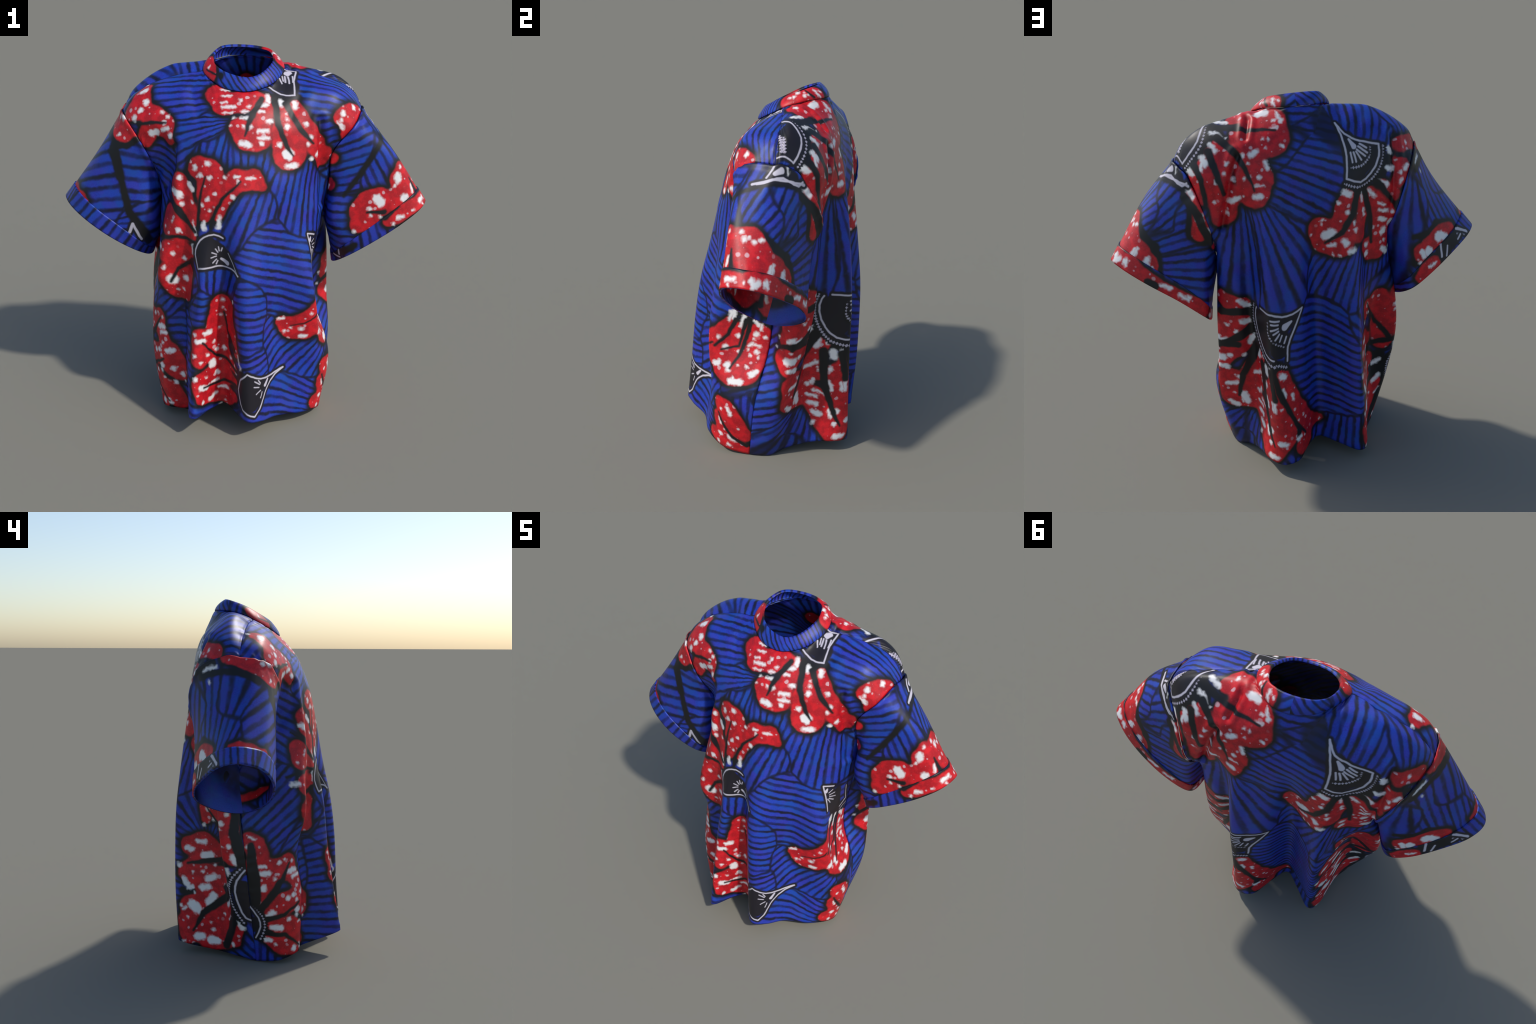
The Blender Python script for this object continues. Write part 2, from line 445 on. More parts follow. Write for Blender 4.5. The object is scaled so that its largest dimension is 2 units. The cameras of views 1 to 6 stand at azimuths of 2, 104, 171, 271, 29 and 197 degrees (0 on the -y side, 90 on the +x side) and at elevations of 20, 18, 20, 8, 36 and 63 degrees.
front.spots((.114, 1.429, .012), (.256, 1.383, .032), (.208, 1.427, .014), (.245, 1.517, .016), (.245, 1.558, .01), (.005, 1.657, .009), (.056, 1.508, .013), (.025, 1.508, .009), (.048, 1.621, .008), (-.029, 1.553, .007), (-.042, 1.514, .007), (.241, 1.584, .006))
front.spots((.344, 1.535, .013), (.371, 1.471, .012), (.359, 1.432, .012), (.382, 1.36, .011), (.419, 1.383, .013), (.294, 1.547, .006))
front.fan((.239, 1.775, .055), (.265, 1.749, .039))
front.line((.153, 1.744, .004), (.196, 1.711, .004), (.241, 1.688, .004), (.286, 1.689, .004), (.292, 1.787, .004), (.319, 1.878, .004), (.263, 1.868, .004))
front.line((.262, 1.832, .011), (.281, 1.856, .012))
front.line((.22, 1.806, .004), (.23, 1.769, .004))
front.line((.253, 1.813, .004), (.249, 1.774, .004))
front.line((.267, 1.817, .004), (.266, 1.769, .004))
front.line((.291, 1.826, .004), (.286, 1.777, .004))
front.line((.238, 1.818, .004), (.24, 1.784, .004))
# half flower at the wearer's right shoulder
front.petal((-.518, 1.761, .03), (-.531, 1.647, .052), (-.588, 1.627, .033))
front.petal((-.453, 1.582, .049), (-.398, 1.534, .048))
front.petal((-.505, 1.502, .039), (-.523, 1.487, .033))
front.petal((-.395, 1.508, .039), (-.375, 1.454, .018))
front.streak((-.527, 1.736, .017), (-.508, 1.738, .017))
front.streak((-.478, 1.502, .019), (-.447, 1.502, .016))
front.streak((-.411, 1.51, .01), (-.379, 1.509, .011))
front.spots((-.492, 1.664, .017), (-.523, 1.626, .016), (-.564, 1.595, .016), (-.403, 1.597, .01), (-.372, 1.571, .011), (-.394, 1.543, .012), (-.366, 1.473, .016), (-.526, 1.806, .008))
front.vein((-.545, 1.558, .008), (-.455, 1.553, .01), (-.383, 1.538, .005))
# petal at the wearer's left shoulder
front.petal((.525, 1.589, .029), (.602, 1.627, .036), (.646, 1.652, .03))
front.petal((.552, 1.583, .032), (.585, 1.545, .026), (.57, 1.509, .016))
front.spots((.609, 1.66, .017), (.538, 1.607, .016), (.531, 1.575, .009))
front.streak((.515, 1.56, .007), (.549, 1.538, .01))
# flower on the lower right
front.petal((-.149, .564, .057), (-.187, .478, .04), (-.202, .385, .067))
front.petal((-.112, .575, .033), (-.12, .508, .03), (-.087, .434, .023), (-.042, .324, .01))
front.petal((-.294, .405, .047), (-.228, .357, .074), (-.168, .277, .055), (-.063, .233, .013))
front.petal((-.301, .341, .04), (-.32, .302, .03), (-.3, .282, .027))
front.petal((-.302, .147, .061), (-.218, .161, .062), (-.156, .16, .048), (-.056, .16, .014))
front.petal((-.296, .081, .051), (-.193, .056, .049), (-.135, .036, .045), (-.062, .06, .021))
front.vein((-.282, .38, .006), (-.198, .286, .009), (-.09, .242, .011), (-.036, .224, .011))
front.vein((-.294, .12, .006), (-.201, .116, .009), (-.049, .14, .011))
front.vein((-.146, .53, .006), (-.126, .419, .008), (-.056, .333, .009))
front.streak((-.316, .392, .013), (-.271, .393, .014))
front.streak((-.262, .431, .012), (-.229, .436, .012))
front.streak((-.228, .132, .01), (-.197, .139, .011))
front.streak((-.318, .127, .017), (-.271, .113, .015))
front.streak((-.186, .081, .011), (-.134, .083, .01))
front.streak((-.244, .029, .016), (-.208, .047, .013))
front.streak((-.033, .325, .005), (-.002, .259, .007))
front.streak((-.063, .255, .004), (-.043, .213, .005))
front.spots((-.225, .247, .025), (-.257, .308, .012), (-.193, .182, .016), (-.347, .189, .014), (-.305, .034, .01), (-.339, .316, .011), (-.301, .271, .009), (-.154, .322, .013), (-.103, .281, .011), (-.142, .601, .009), (-.065, .609, .007), (-.147, .556, .005), (-.162, .517, .006), (-.17, .443, .007), (-.193, .322, .01), (-.32, .43, .01), (-.273, .179, .007), (-.178, -.032, .007), (-.148, -.006, .006), (-.21, .373, .007))
front.dark((.003, .232, .02), (-.028, .127, .017))
front.fan((.05, .17, .05), (.069, .09, .057))
front.fan((.111, .166, .034), (.196, .176, .017))
front.line((-.019, .132, .004), (-.002, .192, .004), (.04, .237, .004), (.083, .215, .004), (.127, .201, .004), (.22, .197, .005), (.31, .213, .005), (.209, .165, .005), (.165, .115, .004), (.131, .031, .004), (.097, -.006, .004), (.055, .01, .004), (.008, .051, .004), (-.019, .132, .004))
front.line((.183, .184, .006), (.163, .156, .01))
front.line((.084, .193, .003), (.119, .171, .003))
front.line((.081, .162, .003), (.114, .155, .003))
front.line((.099, .119, .003), (.126, .135, .003))
front.line((.13, .093, .003), (.139, .123, .003))
front.line((.109, .195, .003), (.123, .177, .003))
# curled leaf on the left, part of the side flower
front.petal((.285, .481, .022), (.344, .444, .048), (.405, .456, .061), (.455, .503, .054), (.47, .552, .034))
front.vein((.336, .455, .003), (.403, .471, .005), (.475, .522, .006))
front.streak((.27, .5, .008), (.294, .5, .007))
front.streak((.387, .395, .01), (.419, .399, .011))
front.spots((.337, .444, .007), (.391, .44, .011), (.305, .421, .01), (.588, .395, .013), (.436, .531, .007))
front.petal((.557, .393, .045), (.64, .452, .046), (.665, .549, .034), (.659, .629, .023))
front.petal((.608, .537, .03), (.614, .636, .022))
front.streak((.508, .412, .016), (.532, .426, .011))
front.streak((.625, .357, .01))
front.streak((.681, .437, .008))
front.streak((.545, .721, .014), (.555, .674, .011))
front.streak((.685, .564, .009), (.665, .549, .009))
front.vein((.532, .495, .006), (.617, .533, .007), (.622, .683, .014))
front.streak((.709, .683, .009), (.713, .655, .009))
front.dark((.536, .826, .062), (.622, .718, .045))
front.fan((.525, .874, .043), (.548, .804, .036))
front.line((.473, .788, .004), (.429, .907, .004), (.409, .961, .004), (.487, .948, .004))
front.line((.641, .891, .004), (.71, .772, .005), (.643, .743, .004))
front.line((.433, .925, .011), (.438, .936, .006))
front.line((.455, .912, .003), (.484, .925, .003))
front.line((.463, .897, .003), (.509, .898, .003))
front.line((.467, .884, .003), (.528, .869, .003))
front.line((.464, .873, .003), (.519, .847, .003))
front.line((.453, .872, .003), (.488, .839, .003))
front.beads((.655, .719, .004), (.733, .735, .004))
# side flower under the left arm
front.petal((.492, .566, .038), (.539, .642, .031))
front.petal((.525, .458, .052), (.569, .517, .052), (.617, .618, .031))
front.petal((.613, .4, .075), (.67, .432, .082), (.717, .528, .065), (.704, .644, .034))
front.petal((.734, .638, .031), (.743, .565, .041))
front.vein((.596, .405, .006), (.636, .507, .01), (.649, .628, .014), (.64, .703, .017))
front.vein((.49, .507, .008), (.546, .585, .011), (.567, .673, .015))
front.dark((.572, .721, .027), (.665, .752, .03))
front.streak((.533, .709, .016), (.53, .666, .011))
front.streak((.608, .701, .016), (.6, .644, .009))
front.streak((.657, .709, .011), (.692, .68, .012))
front.streak((.614, .34, .018), (.671, .349, .018))
front.streak((.716, .398, .016), (.745, .423, .015))
front.streak((.697, .563, .007), (.727, .56, .007))
front.spots((.546, .512, .016), (.599, .587, .013), (.526, .418, .017), (.578, .417, .02), (.695, .622, .017), (.745, .619, .011), (.72, .529, .014), (.688, .499, .009), (.5, .561, .011), (.67, .527, .007), (.623, .503, .01), (.687, .59, .007), (.634, .433, .008), (.731, .5, .008))
# flower at the left hem
front.petal((.569, .198, .031), (.617, .18, .038), (.657, .12, .042), (.724, .027, .031))
front.petal((.532, -.018, .036), (.629, -.039, .049), (.708, -.077, .035))
front.petal((.57, .1, .042), (.607, .033, .049))
front.vein((.56, .136, .006), (.599, .073, .01), (.652, .004, .011), (.73, -.045, .013))
front.streak((.621, .19, .012), (.643, .154, .013))
front.streak((.565, .105, .006), (.58, .076, .009))
front.streak((.63, .002, .011), (.666, -.02, .01))
front.spots((.581, .168, .009), (.572, .002, .013), (.629, -.051, .011), (.556, -.056, .01), (.687, .066, .008), (.607, .046, .007))
# flower across the right side seam
front.petal((-.848, .692, .031), (-.824, .649, .044), (-.811, .596, .034), (-.87, .541, .034))
front.petal((-.665, .502, .042), (-.682, .479, .048), (-.766, .502, .041), (-.826, .448, .038), (-.89, .351, .014))
front.petal((-.685, .298, .052), (-.752, .297, .049), (-.839, .271, .028))
front.petal((-.703, .085, .043), (-.756, .148, .053), (-.828, .198, .031), (-.874, .216, .014))
front.petal((-.759, .016, .028), (-.82, .059, .035), (-.889, .114, .021))
front.dark((-.881, .249, .031), (-.908, .157, .031))
front.vein((-.657, .498, .007), (-.738, .419, .015), (-.896, .298, .021))
front.vein((-.662, .271, .007), (-.776, .236, .013), (-.898, .236, .019))
front.vein((-.844, .655, .021), (-.877, .492, .038), (-.905, .347, .03))
front.vein((-.717, .016, .006), (-.793, .122, .012), (-.901, .156, .017))
front.streak((-.843, .415, .02))
front.streak((-.888, .343, .01))
front.streak((-.83, .269, .017), (-.869, .253, .011))
front.streak((-.852, .184, .017), (-.806, .168, .018))
front.streak((-.906, .116, .016), (-.879, .107, .014))
front.streak((-.849, .502, .013), (-.793, .485, .014))
front.streak((-.838, .538, .009), (-.798, .527, .01))
front.streak((-.838, .703, .008), (-.815, .685, .008))
front.streak((-.693, .165, .009))
front.streak((-.58, .125, .007))
front.spots((-.726, .32, .016), (-.687, .236, .018), (-.752, .202, .012), (-.758, .019, .018), (-.719, .522, .011), (-.683, .531, .008), (-.768, .449, .009), (-.636, .504, .009), (-.865, .657, .011), (-.648, .456, .013), (-.857, .077, .009), (-.676, .324, .007), (-.842, .587, .007), (-.739, .464, .005))
front.fan((-.96, .219, .038))
front.line((-.944, .328, .004), (-.915, .255, .004), (-.915, .198, .004), (-.958, .132, .004))
front.beads((-.938, .333, .004), (-.892, .258, .004), (-.894, .187, .004), (-.935, .119, .004))
front.petal((-.675, .459, .032), (-.639, .386, .031))
front.petal((-.625, .301, .059), (-.603, .226, .06), (-.592, .176, .035))
front.petal((-.676, .094, .039), (-.659, .002, .036))
front.streak((-.675, .456, .015), (-.631, .449, .014))
front.streak((-.659, .42, .011), (-.62, .419, .011))
front.streak((-.628, .319, .014), (-.594, .311, .015))
front.streak((-.718, .027, .011), (-.71, .004, .01))
front.spots((-.619, .21, .018), (-.581, .167, .015), (-.693, .325, .012), (-.674, .292, .012), (-.699, .209, .012), (-.636, .126, .013), (-.648, .364, .008))
# blue ground: fans of dark ribs
front.ribs((-.348, 1.767, .039), (-.277, 1.65, .039), (1.077, 1.735), 220)
front.ribs((-.27, 1.446, .038), (-.179, 1.462, .038), (.068, 1.553), 56)
front.ribs((-.172, 1.405, .038), (-.095, 1.38, .038), (1.379, 7.201), 959)
front.ribs((-.012, 1.369, .038), (.115, 1.309, .038), (.002, .797), 92)
front.ribs((-.475, 1.362, .04), (-1.318, 2.004), 162)
front.ribs((.411, 1.829, .04), (.466, 1.655, .039), (1.077, 1.549), 111)
front.ribs((.476, 1.519, .039), (.9, 1.689), 71)
front.ribs((.247, 1.226, .039), (.344, 1.056, .039), (.396, 1.935), 114)
front.ribs((.115, 1.116, .038), (-.001, .936, .038), (.288, 1.618), 84)
front.ribs((.117, .885, .11), (.322, .752, .113), (.365, .611, .114), (-2.299, 1.408), 388)
front.ribs((-.189, .71, .039), (-.105, .711, .04), (-.264, .302), 64)
front.ribs((-.273, .608, .039), (-.292, .531, .04), (-3.272, .679), 462)
front.ribs((.038, .637, .049), (.05, .5, .049), (.043, .404, .049), (-5.962, .626), 940)
front.ribs((.081, .286, .04), (.624, .429), 86)
front.ribs((.234, .427, .041), (.29, .3, .041), (.433, .264, .042), (.938, .867), 124)
front.ribs((.281, .091, .042), (.391, .04, .042), (.958, -.209), 108)
front.ribs((-.528, .44, .042), (-.536, .354, .042), (.694, .313), 180)
front.ribs((-.597, .588, .041), (-.178, .798), 69)
front.ribs((-.752, .763, .041), (-.688, .679, .041), (-6.063, -2.029), 888)
front.ribs((-.407, .433, .043), (-.48, .141, .044), (-2.034, .519), 229)
front.ribs((-.339, .66, .043), (-1.405, .247), 161)
front.ribs((-.898, .035, .042), (-1.568, -2.889), 432)
front.ribs((.741, .421, .046), (.711, .305, .047), (-1.891, -1.018), 392)
front.ribs((.715, .238, .041), (.718, .304, .041), (.738, -.239), 71)
front.ribs((.774, .292, .041), (.891, 6.291), 893)
# flower on the left shoulder blade
back.petal((.144, 1.794, .069), (.139, 1.701, .072), (.223, 1.726, .05), (.297, 1.744, .037))
back.petal((.217, 1.825, .057), (.275, 1.879, .038), (.327, 1.858, .025))
back.petal((.233, 1.512, .078), (.253, 1.451, .066), (.279, 1.605, .043), (.367, 1.669, .031), (.406, 1.716, .016))
back.petal((.225, 1.648, .056), (.305, 1.659, .037))
back.petal((.376, 1.449, .044), (.413, 1.356, .032), (.394, 1.574, .031), (.448, 1.685, .012))
back.petal((.426, 1.458, .044), (.449, 1.354, .038), (.462, 1.561, .028), (.49, 1.635, .016))
back.petal((.54, 1.535, .039), (.523, 1.485, .031), (.561, 1.589, .018))
back.petal((.301, 1.911, .028), (.247, 1.887, .035), (.194, 1.834, .045))
back.vein((.117, 1.745, .006), (.233, 1.763, .014), (.359, 1.798, .018), (.448, 1.836, .022))
back.vein((.246, 1.456, .005), (.283, 1.568, .013), (.32, 1.649, .018), (.404, 1.75, .022))
back.vein((.408, 1.46, .01), (.43, 1.581, .018), (.454, 1.686, .02))
back.vein((.513, 1.439, .013), (.512, 1.553, .017), (.528, 1.619, .019))
back.dark((.468, 1.75, .038), (.46, 1.637, .019))
back.streak((.418, 1.786, .008), (.391, 1.755, .012))
back.streak((.441, 1.72, .01), (.422, 1.683, .015))
back.streak((.494, 1.664, .015), (.471, 1.627, .017))
back.streak((.199, 1.86, .021), (.163, 1.854, .021))
back.streak((.106, 1.831, .008), (.088, 1.79, .012))
back.streak((.135, 1.759, .006), (.107, 1.755, .006))
back.streak((.245, 1.632, .015), (.222, 1.648, .015))
back.streak((.25, 1.482, .005), (.195, 1.476, .005))
back.streak((.385, 1.417, .015), (.337, 1.428, .015))
back.streak((.249, 1.428, .013), (.216, 1.426, .013))
back.streak((.181, 1.593, .012), (.172, 1.561, .012))
back.spots((.09, 1.661, .012), (.292, 1.635, .013), (.371, 1.61, .011), (.182, 1.707, .007), (.155, 1.703, .008), (.348, 1.526, .012), (.29, 1.522, .009), (.217, 1.519, .01), (.392, 1.564, .01), (.433, 1.532, .013), (.47, 1.434, .009), (.41, 1.356, .01), (.265, 1.594, .008), (.26, 1.53, .007), (.306, 1.433, .005), (.125, 1.796, .007), (.175, 1.657, .005), (.367, 1.737, .007))
back.streak((.415, 1.866, .012), (.359, 1.838, .012))
back.streak((.441, 1.788, .009), (.411, 1.767, .008))
back.streak((.481, 1.663, .013), (.501, 1.602, .01))
back.streak((.579, 1.623, .018), (.554, 1.593, .015))
back.spots((.296, 1.902, .011), (.246, 1.642, .01))
back.dark((.482, 1.84, .018), (.479, 1.72, .033), (.584, 1.646, .027))
back.fan((.523, 1.811, .039), (.563, 1.745, .036))
back.fan((.597, 1.708, .024))
back.line((.449, 1.911, .005), (.479, 1.821, .005), (.503, 1.751, .005), (.545, 1.708, .005), (.611, 1.667, .005))
back.line((.611, 1.667, .004), (.634, 1.719, .004), (.66, 1.749, .004))
back.beads((.458, 1.854, .004), (.465, 1.789, .004), (.491, 1.718, .004), (.549, 1.669, .004), (.602, 1.637, .004))
back.beads((.575, 1.832, .008), (.628, 1.751, .008))
back.beads((.574, 1.804, .006), (.623, 1.735, .006))
# flower at the right shoulder blade
back.petal((-.111, 1.212, .055), (-.153, 1.173, .078), (-.216, 1.151, .065), (-.236, 1.329, .038), (-.244, 1.394, .022))
back.petal((-.332, 1.192, .039), (-.344, 1.288, .019), (-.326, 1.375, .008))
back.petal((-.449, 1.089, .043), (-.411, 1.114, .033))
back.petal((-.504, 1.19, .063), (-.473, 1.284, .053), (-.418, 1.35, .036), (-.384, 1.404, .016))
back.petal((-.5, 1.108, .057))
back.petal((-.509, 1.398, .026), (-.445, 1.446, .013))
back.petal((-.531, 1.653, .028), (-.63, 1.697, .029))
back.petal((-.537, 1.567, .031), (-.556, 1.519, .031), (-.526, 1.465, .021))
back.dark((-.311, 1.434, .019), (-.419, 1.49, .023), (-.467, 1.57, .026), (-.489, 1.624, .023))
back.dark((-.271, 1.417, .019), (-.378, 1.417, .019))
back.vein((-.141, 1.137, .006), (-.232, 1.205, .016), (-.279, 1.295, .019), (-.3, 1.409, .02))
back.vein((-.447, 1.131, .009), (-.407, 1.262, .017), (-.349, 1.399, .02))
back.vein((-.521, 1.354, .012), (-.439, 1.432, .018), (-.409, 1.457, .018))
back.vein((-.518, 1.597, .013), (-.602, 1.606, .014))
back.streak((-.224, 1.407, .017), (-.251, 1.396, .019))
back.streak((-.324, 1.401, .005), (-.332, 1.355, .007))
back.streak((-.371, 1.411, .007), (-.409, 1.38, .012))
back.streak((-.422, 1.461, .008), (-.467, 1.446, .012))
back.streak((-.466, 1.526, .015), (-.486, 1.527, .016))
back.streak((-.46, 1.626, .014), (-.475, 1.608, .016))
back.streak((-.562, 1.535, .015), (-.574, 1.553, .011))
back.streak((-.539, 1.462, .005), (-.547, 1.484, .006))
back.spots((-.574, 1.673, .01), (-.512, 1.572, .005), (-.539, 1.512, .008))
back.streak((-.146, 1.18, .027), (-.173, 1.192, .028))
back.streak((-.243, 1.156, .018), (-.257, 1.143, .016))
back.streak((-.156, 1.125, .008), (-.196, 1.136, .01))
back.streak((-.276, 1.102, .013), (-.303, 1.113, .013))
back.streak((-.44, 1.341, .009), (-.471, 1.339, .008))
back.streak((-.453, 1.304, .009), (-.486, 1.308, .01))
back.streak((-.467, 1.258, .013), (-.494, 1.253, .013))
back.streak((-.528, 1.095, .015), (-.571, 1.071, .015))
back.streak((-.351, 1.313, .008), (-.36, 1.286, .007))
back.streak((-.532, 1.227, .011), (-.53, 1.253, .01))
back.spots((-.504, 1.19, .022), (-.254, 1.303, .012), (-.201, 1.352, .012), (-.302, 1.213, .013), (-.291, 1.249, .01), (-.121, 1.26, .009), (-.064, 1.184, .007), (-.41, 1.121, .016), (-.421, 1.073, .017), (-.441, 1.213, .007), (-.53, 1.139, .009), (-.59, 1.098, .009), (-.227, 1.077, .007), (-.189, 1.08, .007), (-.518, 1.309, .008), (-.116, 1.239, .006))
back.fan((-.328, 1.58, .067), (-.283, 1.518, .048))
back.fan((-.237, 1.671, .029), (-.268, 1.569, .038))
back.fan((-.371, 1.605, .035))
back.line((-.189, 1.764, .005), (-.226, 1.699, .005), (-.307, 1.66, .005), (-.411, 1.643, .005), (-.415, 1.58, .005), (-.377, 1.496, .005), (-.318, 1.453, .005), (-.234, 1.473, .005), (-.233, 1.583, .005), (-.211, 1.679, .005), (-.189, 1.764, .005))
back.line((-.247, 1.668, .006), (-.273, 1.632, .015))
back.line((-.306, 1.644, .005), (-.345, 1.624, .005))
back.line((-.298, 1.631, .005), (-.35, 1.599, .005))
back.line((-.289, 1.616, .005), (-.339, 1.583, .005))
back.line((-.285, 1.606, .005), (-.317, 1.564, .005))
back.line((-.271, 1.602, .005), (-.287, 1.556, .005))
back.line((-.254, 1.602, .005), (-.265, 1.554, .005))
back.beads((-.258, 1.526, .005), (-.322, 1.536, .005), (-.362, 1.579, .005), (-.363, 1.63, .005))
back.beads((-.225, 1.448, .005), (-.303, 1.427, .005), (-.387, 1.47, .005), (-.429, 1.549, .005), (-.432, 1.637, .005))
# flower low on the left
back.dark((.386, .797, .033), (.385, .689, .03), (.238, .56, .023), (.152, .508, .02))
back.petal((.556, .908, .03), (.508, .867, .033), (.448, .848, .03))
back.petal((.561, .746, .064), (.496, .753, .044), (.463, .747, .027))
back.petal((.606, .578, .045), (.549, .61, .058), (.458, .623, .031))
back.petal((.602, .393, .066), (.574, .303, .078), (.504, .288, .067), (.455, .439, .062), (.342, .585, .024))
back.petal((.256, .458, .019), (.256, .332, .04), (.226, .213, .074), (.2, .124, .061), (.265, .01, .027))
back.petal((.315, .059, .021), (.298, .141, .021))
back.petal((.18, .475, .028), (.149, .36, .034), (.079, .224, .041), (.009, .126, .042), (.045, .042, .052), (.096, .024, .035))
back.petal((-.043, .104, .035), (-.109, .089, .013))
back.vein((.583, .825, .021), (.482, .82, .023), (.4, .787, .027))
back.vein((.633, .62, .017), (.532, .659, .024), (.43, .698, .032))
back.vein((.57, .285, .011), (.528, .42, .02), (.408, .606, .032))
back.vein((.242, .522, .016), (.199, .351, .019), (.118, .167, .013), (.042, .08, .009))
back.streak((.469, .881, .013), (.416, .825, .017))
back.streak((.479, .755, .014), (.435, .742, .015))
back.streak((.456, .614, .017), (.434, .644, .019))
back.streak((.34, .593, .009), (.339, .556, .011))
back.streak((.267, .527, .006), (.269, .475, .009))
back.streak((.19, .471, .018), (.173, .462, .019))
back.streak((.646, .547, .011), (.635, .539, .012))
back.streak((.651, .49, .011), (.615, .488, .014))
back.streak((.621, .372, .013), (.572, .369, .012))
back.streak((.542, .292, .022), (.527, .244, .02))
back.streak((.624, .251, .013), (.591, .222, .016))
back.streak((.465, .422, .01), (.393, .447, .009))
back.streak((.412, .28, .008), (.344, .249, .008))
back.streak((.185, .389, .012), (.177, .349, .012))
back.streak((.128, .348, .009), (.123, .316, .009))
back.streak((.24, .319, .011), (.241, .274, .01))
back.streak((.233, .076, .014), (.199, .073, .014))
back.streak((.122, .077, .013), (.092, .084, .011))
back.streak((.304, -.015, .011), (.257, -.006, .012))
back.streak((.627, .652, .011), (.581, .661, .01))
back.spots((.582, .554, .014), (.501, .549, .011), (.555, .411, .014), (.385, .398, .008), (.423, .328, .013), (.298, .141, .012), (.205, .286, .006), (.557, .746, .009), (.058, .073, .007), (.058, .199, .007), (.1, .181, .006), (.296, .074, .008), (.598, .305, .007), (-.113, .084, .006), (.566, .753, .006))
back.fan((.239, .764, .042), (.196, .702, .052), (.181, .63, .046))
back.fan((.175, .764, .042), (.096, .776, .02))
back.fan((.273, .817, .02))
back.line((.314, .838, .005), (.212, .824, .005), (.155, .798, .005), (.094, .797, .005), (.025, .816, .005), (.104, .685, .005), (.132, .627, .005), (.143, .546, .005))
back.line((.223, .571, .005), (.292, .589, .005), (.352, .65, .005), (.385, .749, .005), (.372, .815, .005), (.358, .834, .005))
back.fan((.317, .76, .061), (.293, .664, .054))
back.line((.101, .76, .006), (.141, .739, .019))
back.line((.222, .793, .005), (.173, .781, .005))
back.line((.22, .773, .005), (.183, .764, .005))
back.line((.224, .74, .005), (.185, .744, .005))
back.line((.212, .719, .005), (.183, .729, .005))
back.line((.205, .687, .005), (.179, .712, .005))
back.line((.181, .67, .005), (.164, .698, .005))
back.line((.153, .653, .005), (.137, .684, .005))
back.beads((.235, .793, .004), (.246, .721, .004), (.213, .671, .004), (.156, .631, .004))
back.beads((.384, .845, .006), (.407, .751, .006), (.386, .652, .006), (.319, .566, .006), (.219, .534, .006))
back.beads((.211, .542, .006), (.151, .512, .006))
# the same flower seen round the left side
back.petal((.66, .731, .03), (.613, .729, .059), (.564, .699, .033))
back.petal((.703, .556, .033), (.652, .535, .056), (.592, .594, .04))
back.petal((.622, .278, .034), (.592, .344, .044), (.476, .398, .045), (.411, .523, .028))
back.petal((.404, .225, .063), (.339, .11, .074), (.304, .045, .075))
back.petal((.383, .386, .035), (.398, .523, .024))
back.petal((.294, .385, .038), (.266, .228, .049))
back.petal((.669, .658, .04))
back.vein((.7, .621, .012), (.628, .633, .018), (.526, .618, .021))
back.vein((.273, .055, .006), (.308, .138, .015), (.355, .309, .023), (.361, .507, .027))
back.vein((.263, .498, .021), (.239, .343, .02))
back.dark((.405, .637, .027), (.335, .559, .031), (.249, .535, .027))
back.streak((.392, .58, .02), (.399, .546, .02))
back.streak((.309, .506, .021), (.302, .476, .022))
back.streak((.658, .654, .011), (.624, .666, .013))
back.streak((.592, .653, .011), (.56, .654, .011))
back.streak((.664, .546, .021), (.619, .544, .022))
back.streak((.454, .424, .009), (.43, .431, .009))
back.streak((.452, .257, .009), (.397, .24, .011))
back.streak((.44, .207, .014), (.398, .194, .014))
back.streak((.421, .15, .016), (.387, .134, .017))
back.streak((.329, .323, .013), (.316, .281, .015))
back.streak((.263, .314, .012), (.259, .275, .013))
back.streak((.313, -.007, .013), (.267, -.005, .013))
back.streak((.337, .155, .011), (.323, .116, .012))
back.streak((.605, .368, .009), (.57, .38, .008))
back.streak((.553, .237, .007), (.55, .312, .007))
back.streak((.518, .702, .014))
back.streak((.419, .669, .012))
back.spots((.604, .481, .015), (.444, .318, .014), (.323, .4, .016), (.29, .144, .018), (.306, .068, .014), (.425, .09, .014), (.611, .236, .013), (.416, .339, .012), (.723, .669, .008), (.232, .084, .012), (.742, .606, .008), (.64, .594, .007), (.39, .416, .006))
# flower across the right side seam
back.petal((-.758, .828, .058), (-.779, .714, .058), (-.814, .606, .044), (-.833, .563, .027))
back.petal((-.434, .531, .043), (-.519, .547, .061), (-.582, .52, .053))
back.petal((-.448, .378, .054), (-.551, .367, .061), (-.637, .392, .043))
back.petal((-.472, .174, .062), (-.556, .197, .068), (-.618, .276, .05))
back.petal((-.465, .028, .051), (-.554, .076, .076), (-.654, .171, .054), (-.722, .242, .028))
back.petal((-.593, -.009, .043), (-.679, .042, .054), (-.76, .169, .025))
back.petal((-.762, .048, .032), (-.801, .142, .021))
back.petal((-.525, .705, .021), (-.515, .763, .028))
back.dark((-.819, .446, .031), (-.733, .317, .032), (-.813, .21, .024))
back.vein((-.809, .828, .025), (-.827, .704, .028), (-.878, .577, .034), (-.89, .501, .038))
back.vein((-.436, .427, .008), (-.535, .457, .015), (-.784, .529, .019))
back.vein((-.494, .043, .007), (-.551, .158, .018), (-.699, .292, .026))
back.vein((-.701, .002, .027), (-.774, .175, .03))
back.dark((-.414, .267, .022), (-.466, .262, .007))
back.streak((-.833, .571, .019), (-.854, .541, .02))
back.streak((-.798, .503, .01), (-.806, .471, .011))
back.streak((-.784, .297, .007), (-.79, .276, .007))
back.streak((-.807, .176, .014), (-.827, .143, .016))
back.streak((-.528, .489, .023), (-.565, .495, .026))
back.streak((-.417, .335, .015), (-.455, .29, .018))
back.streak((-.581, .224, .025), (-.605, .266, .023))
back.streak((-.479, .198, .029), (-.512, .174, .03))
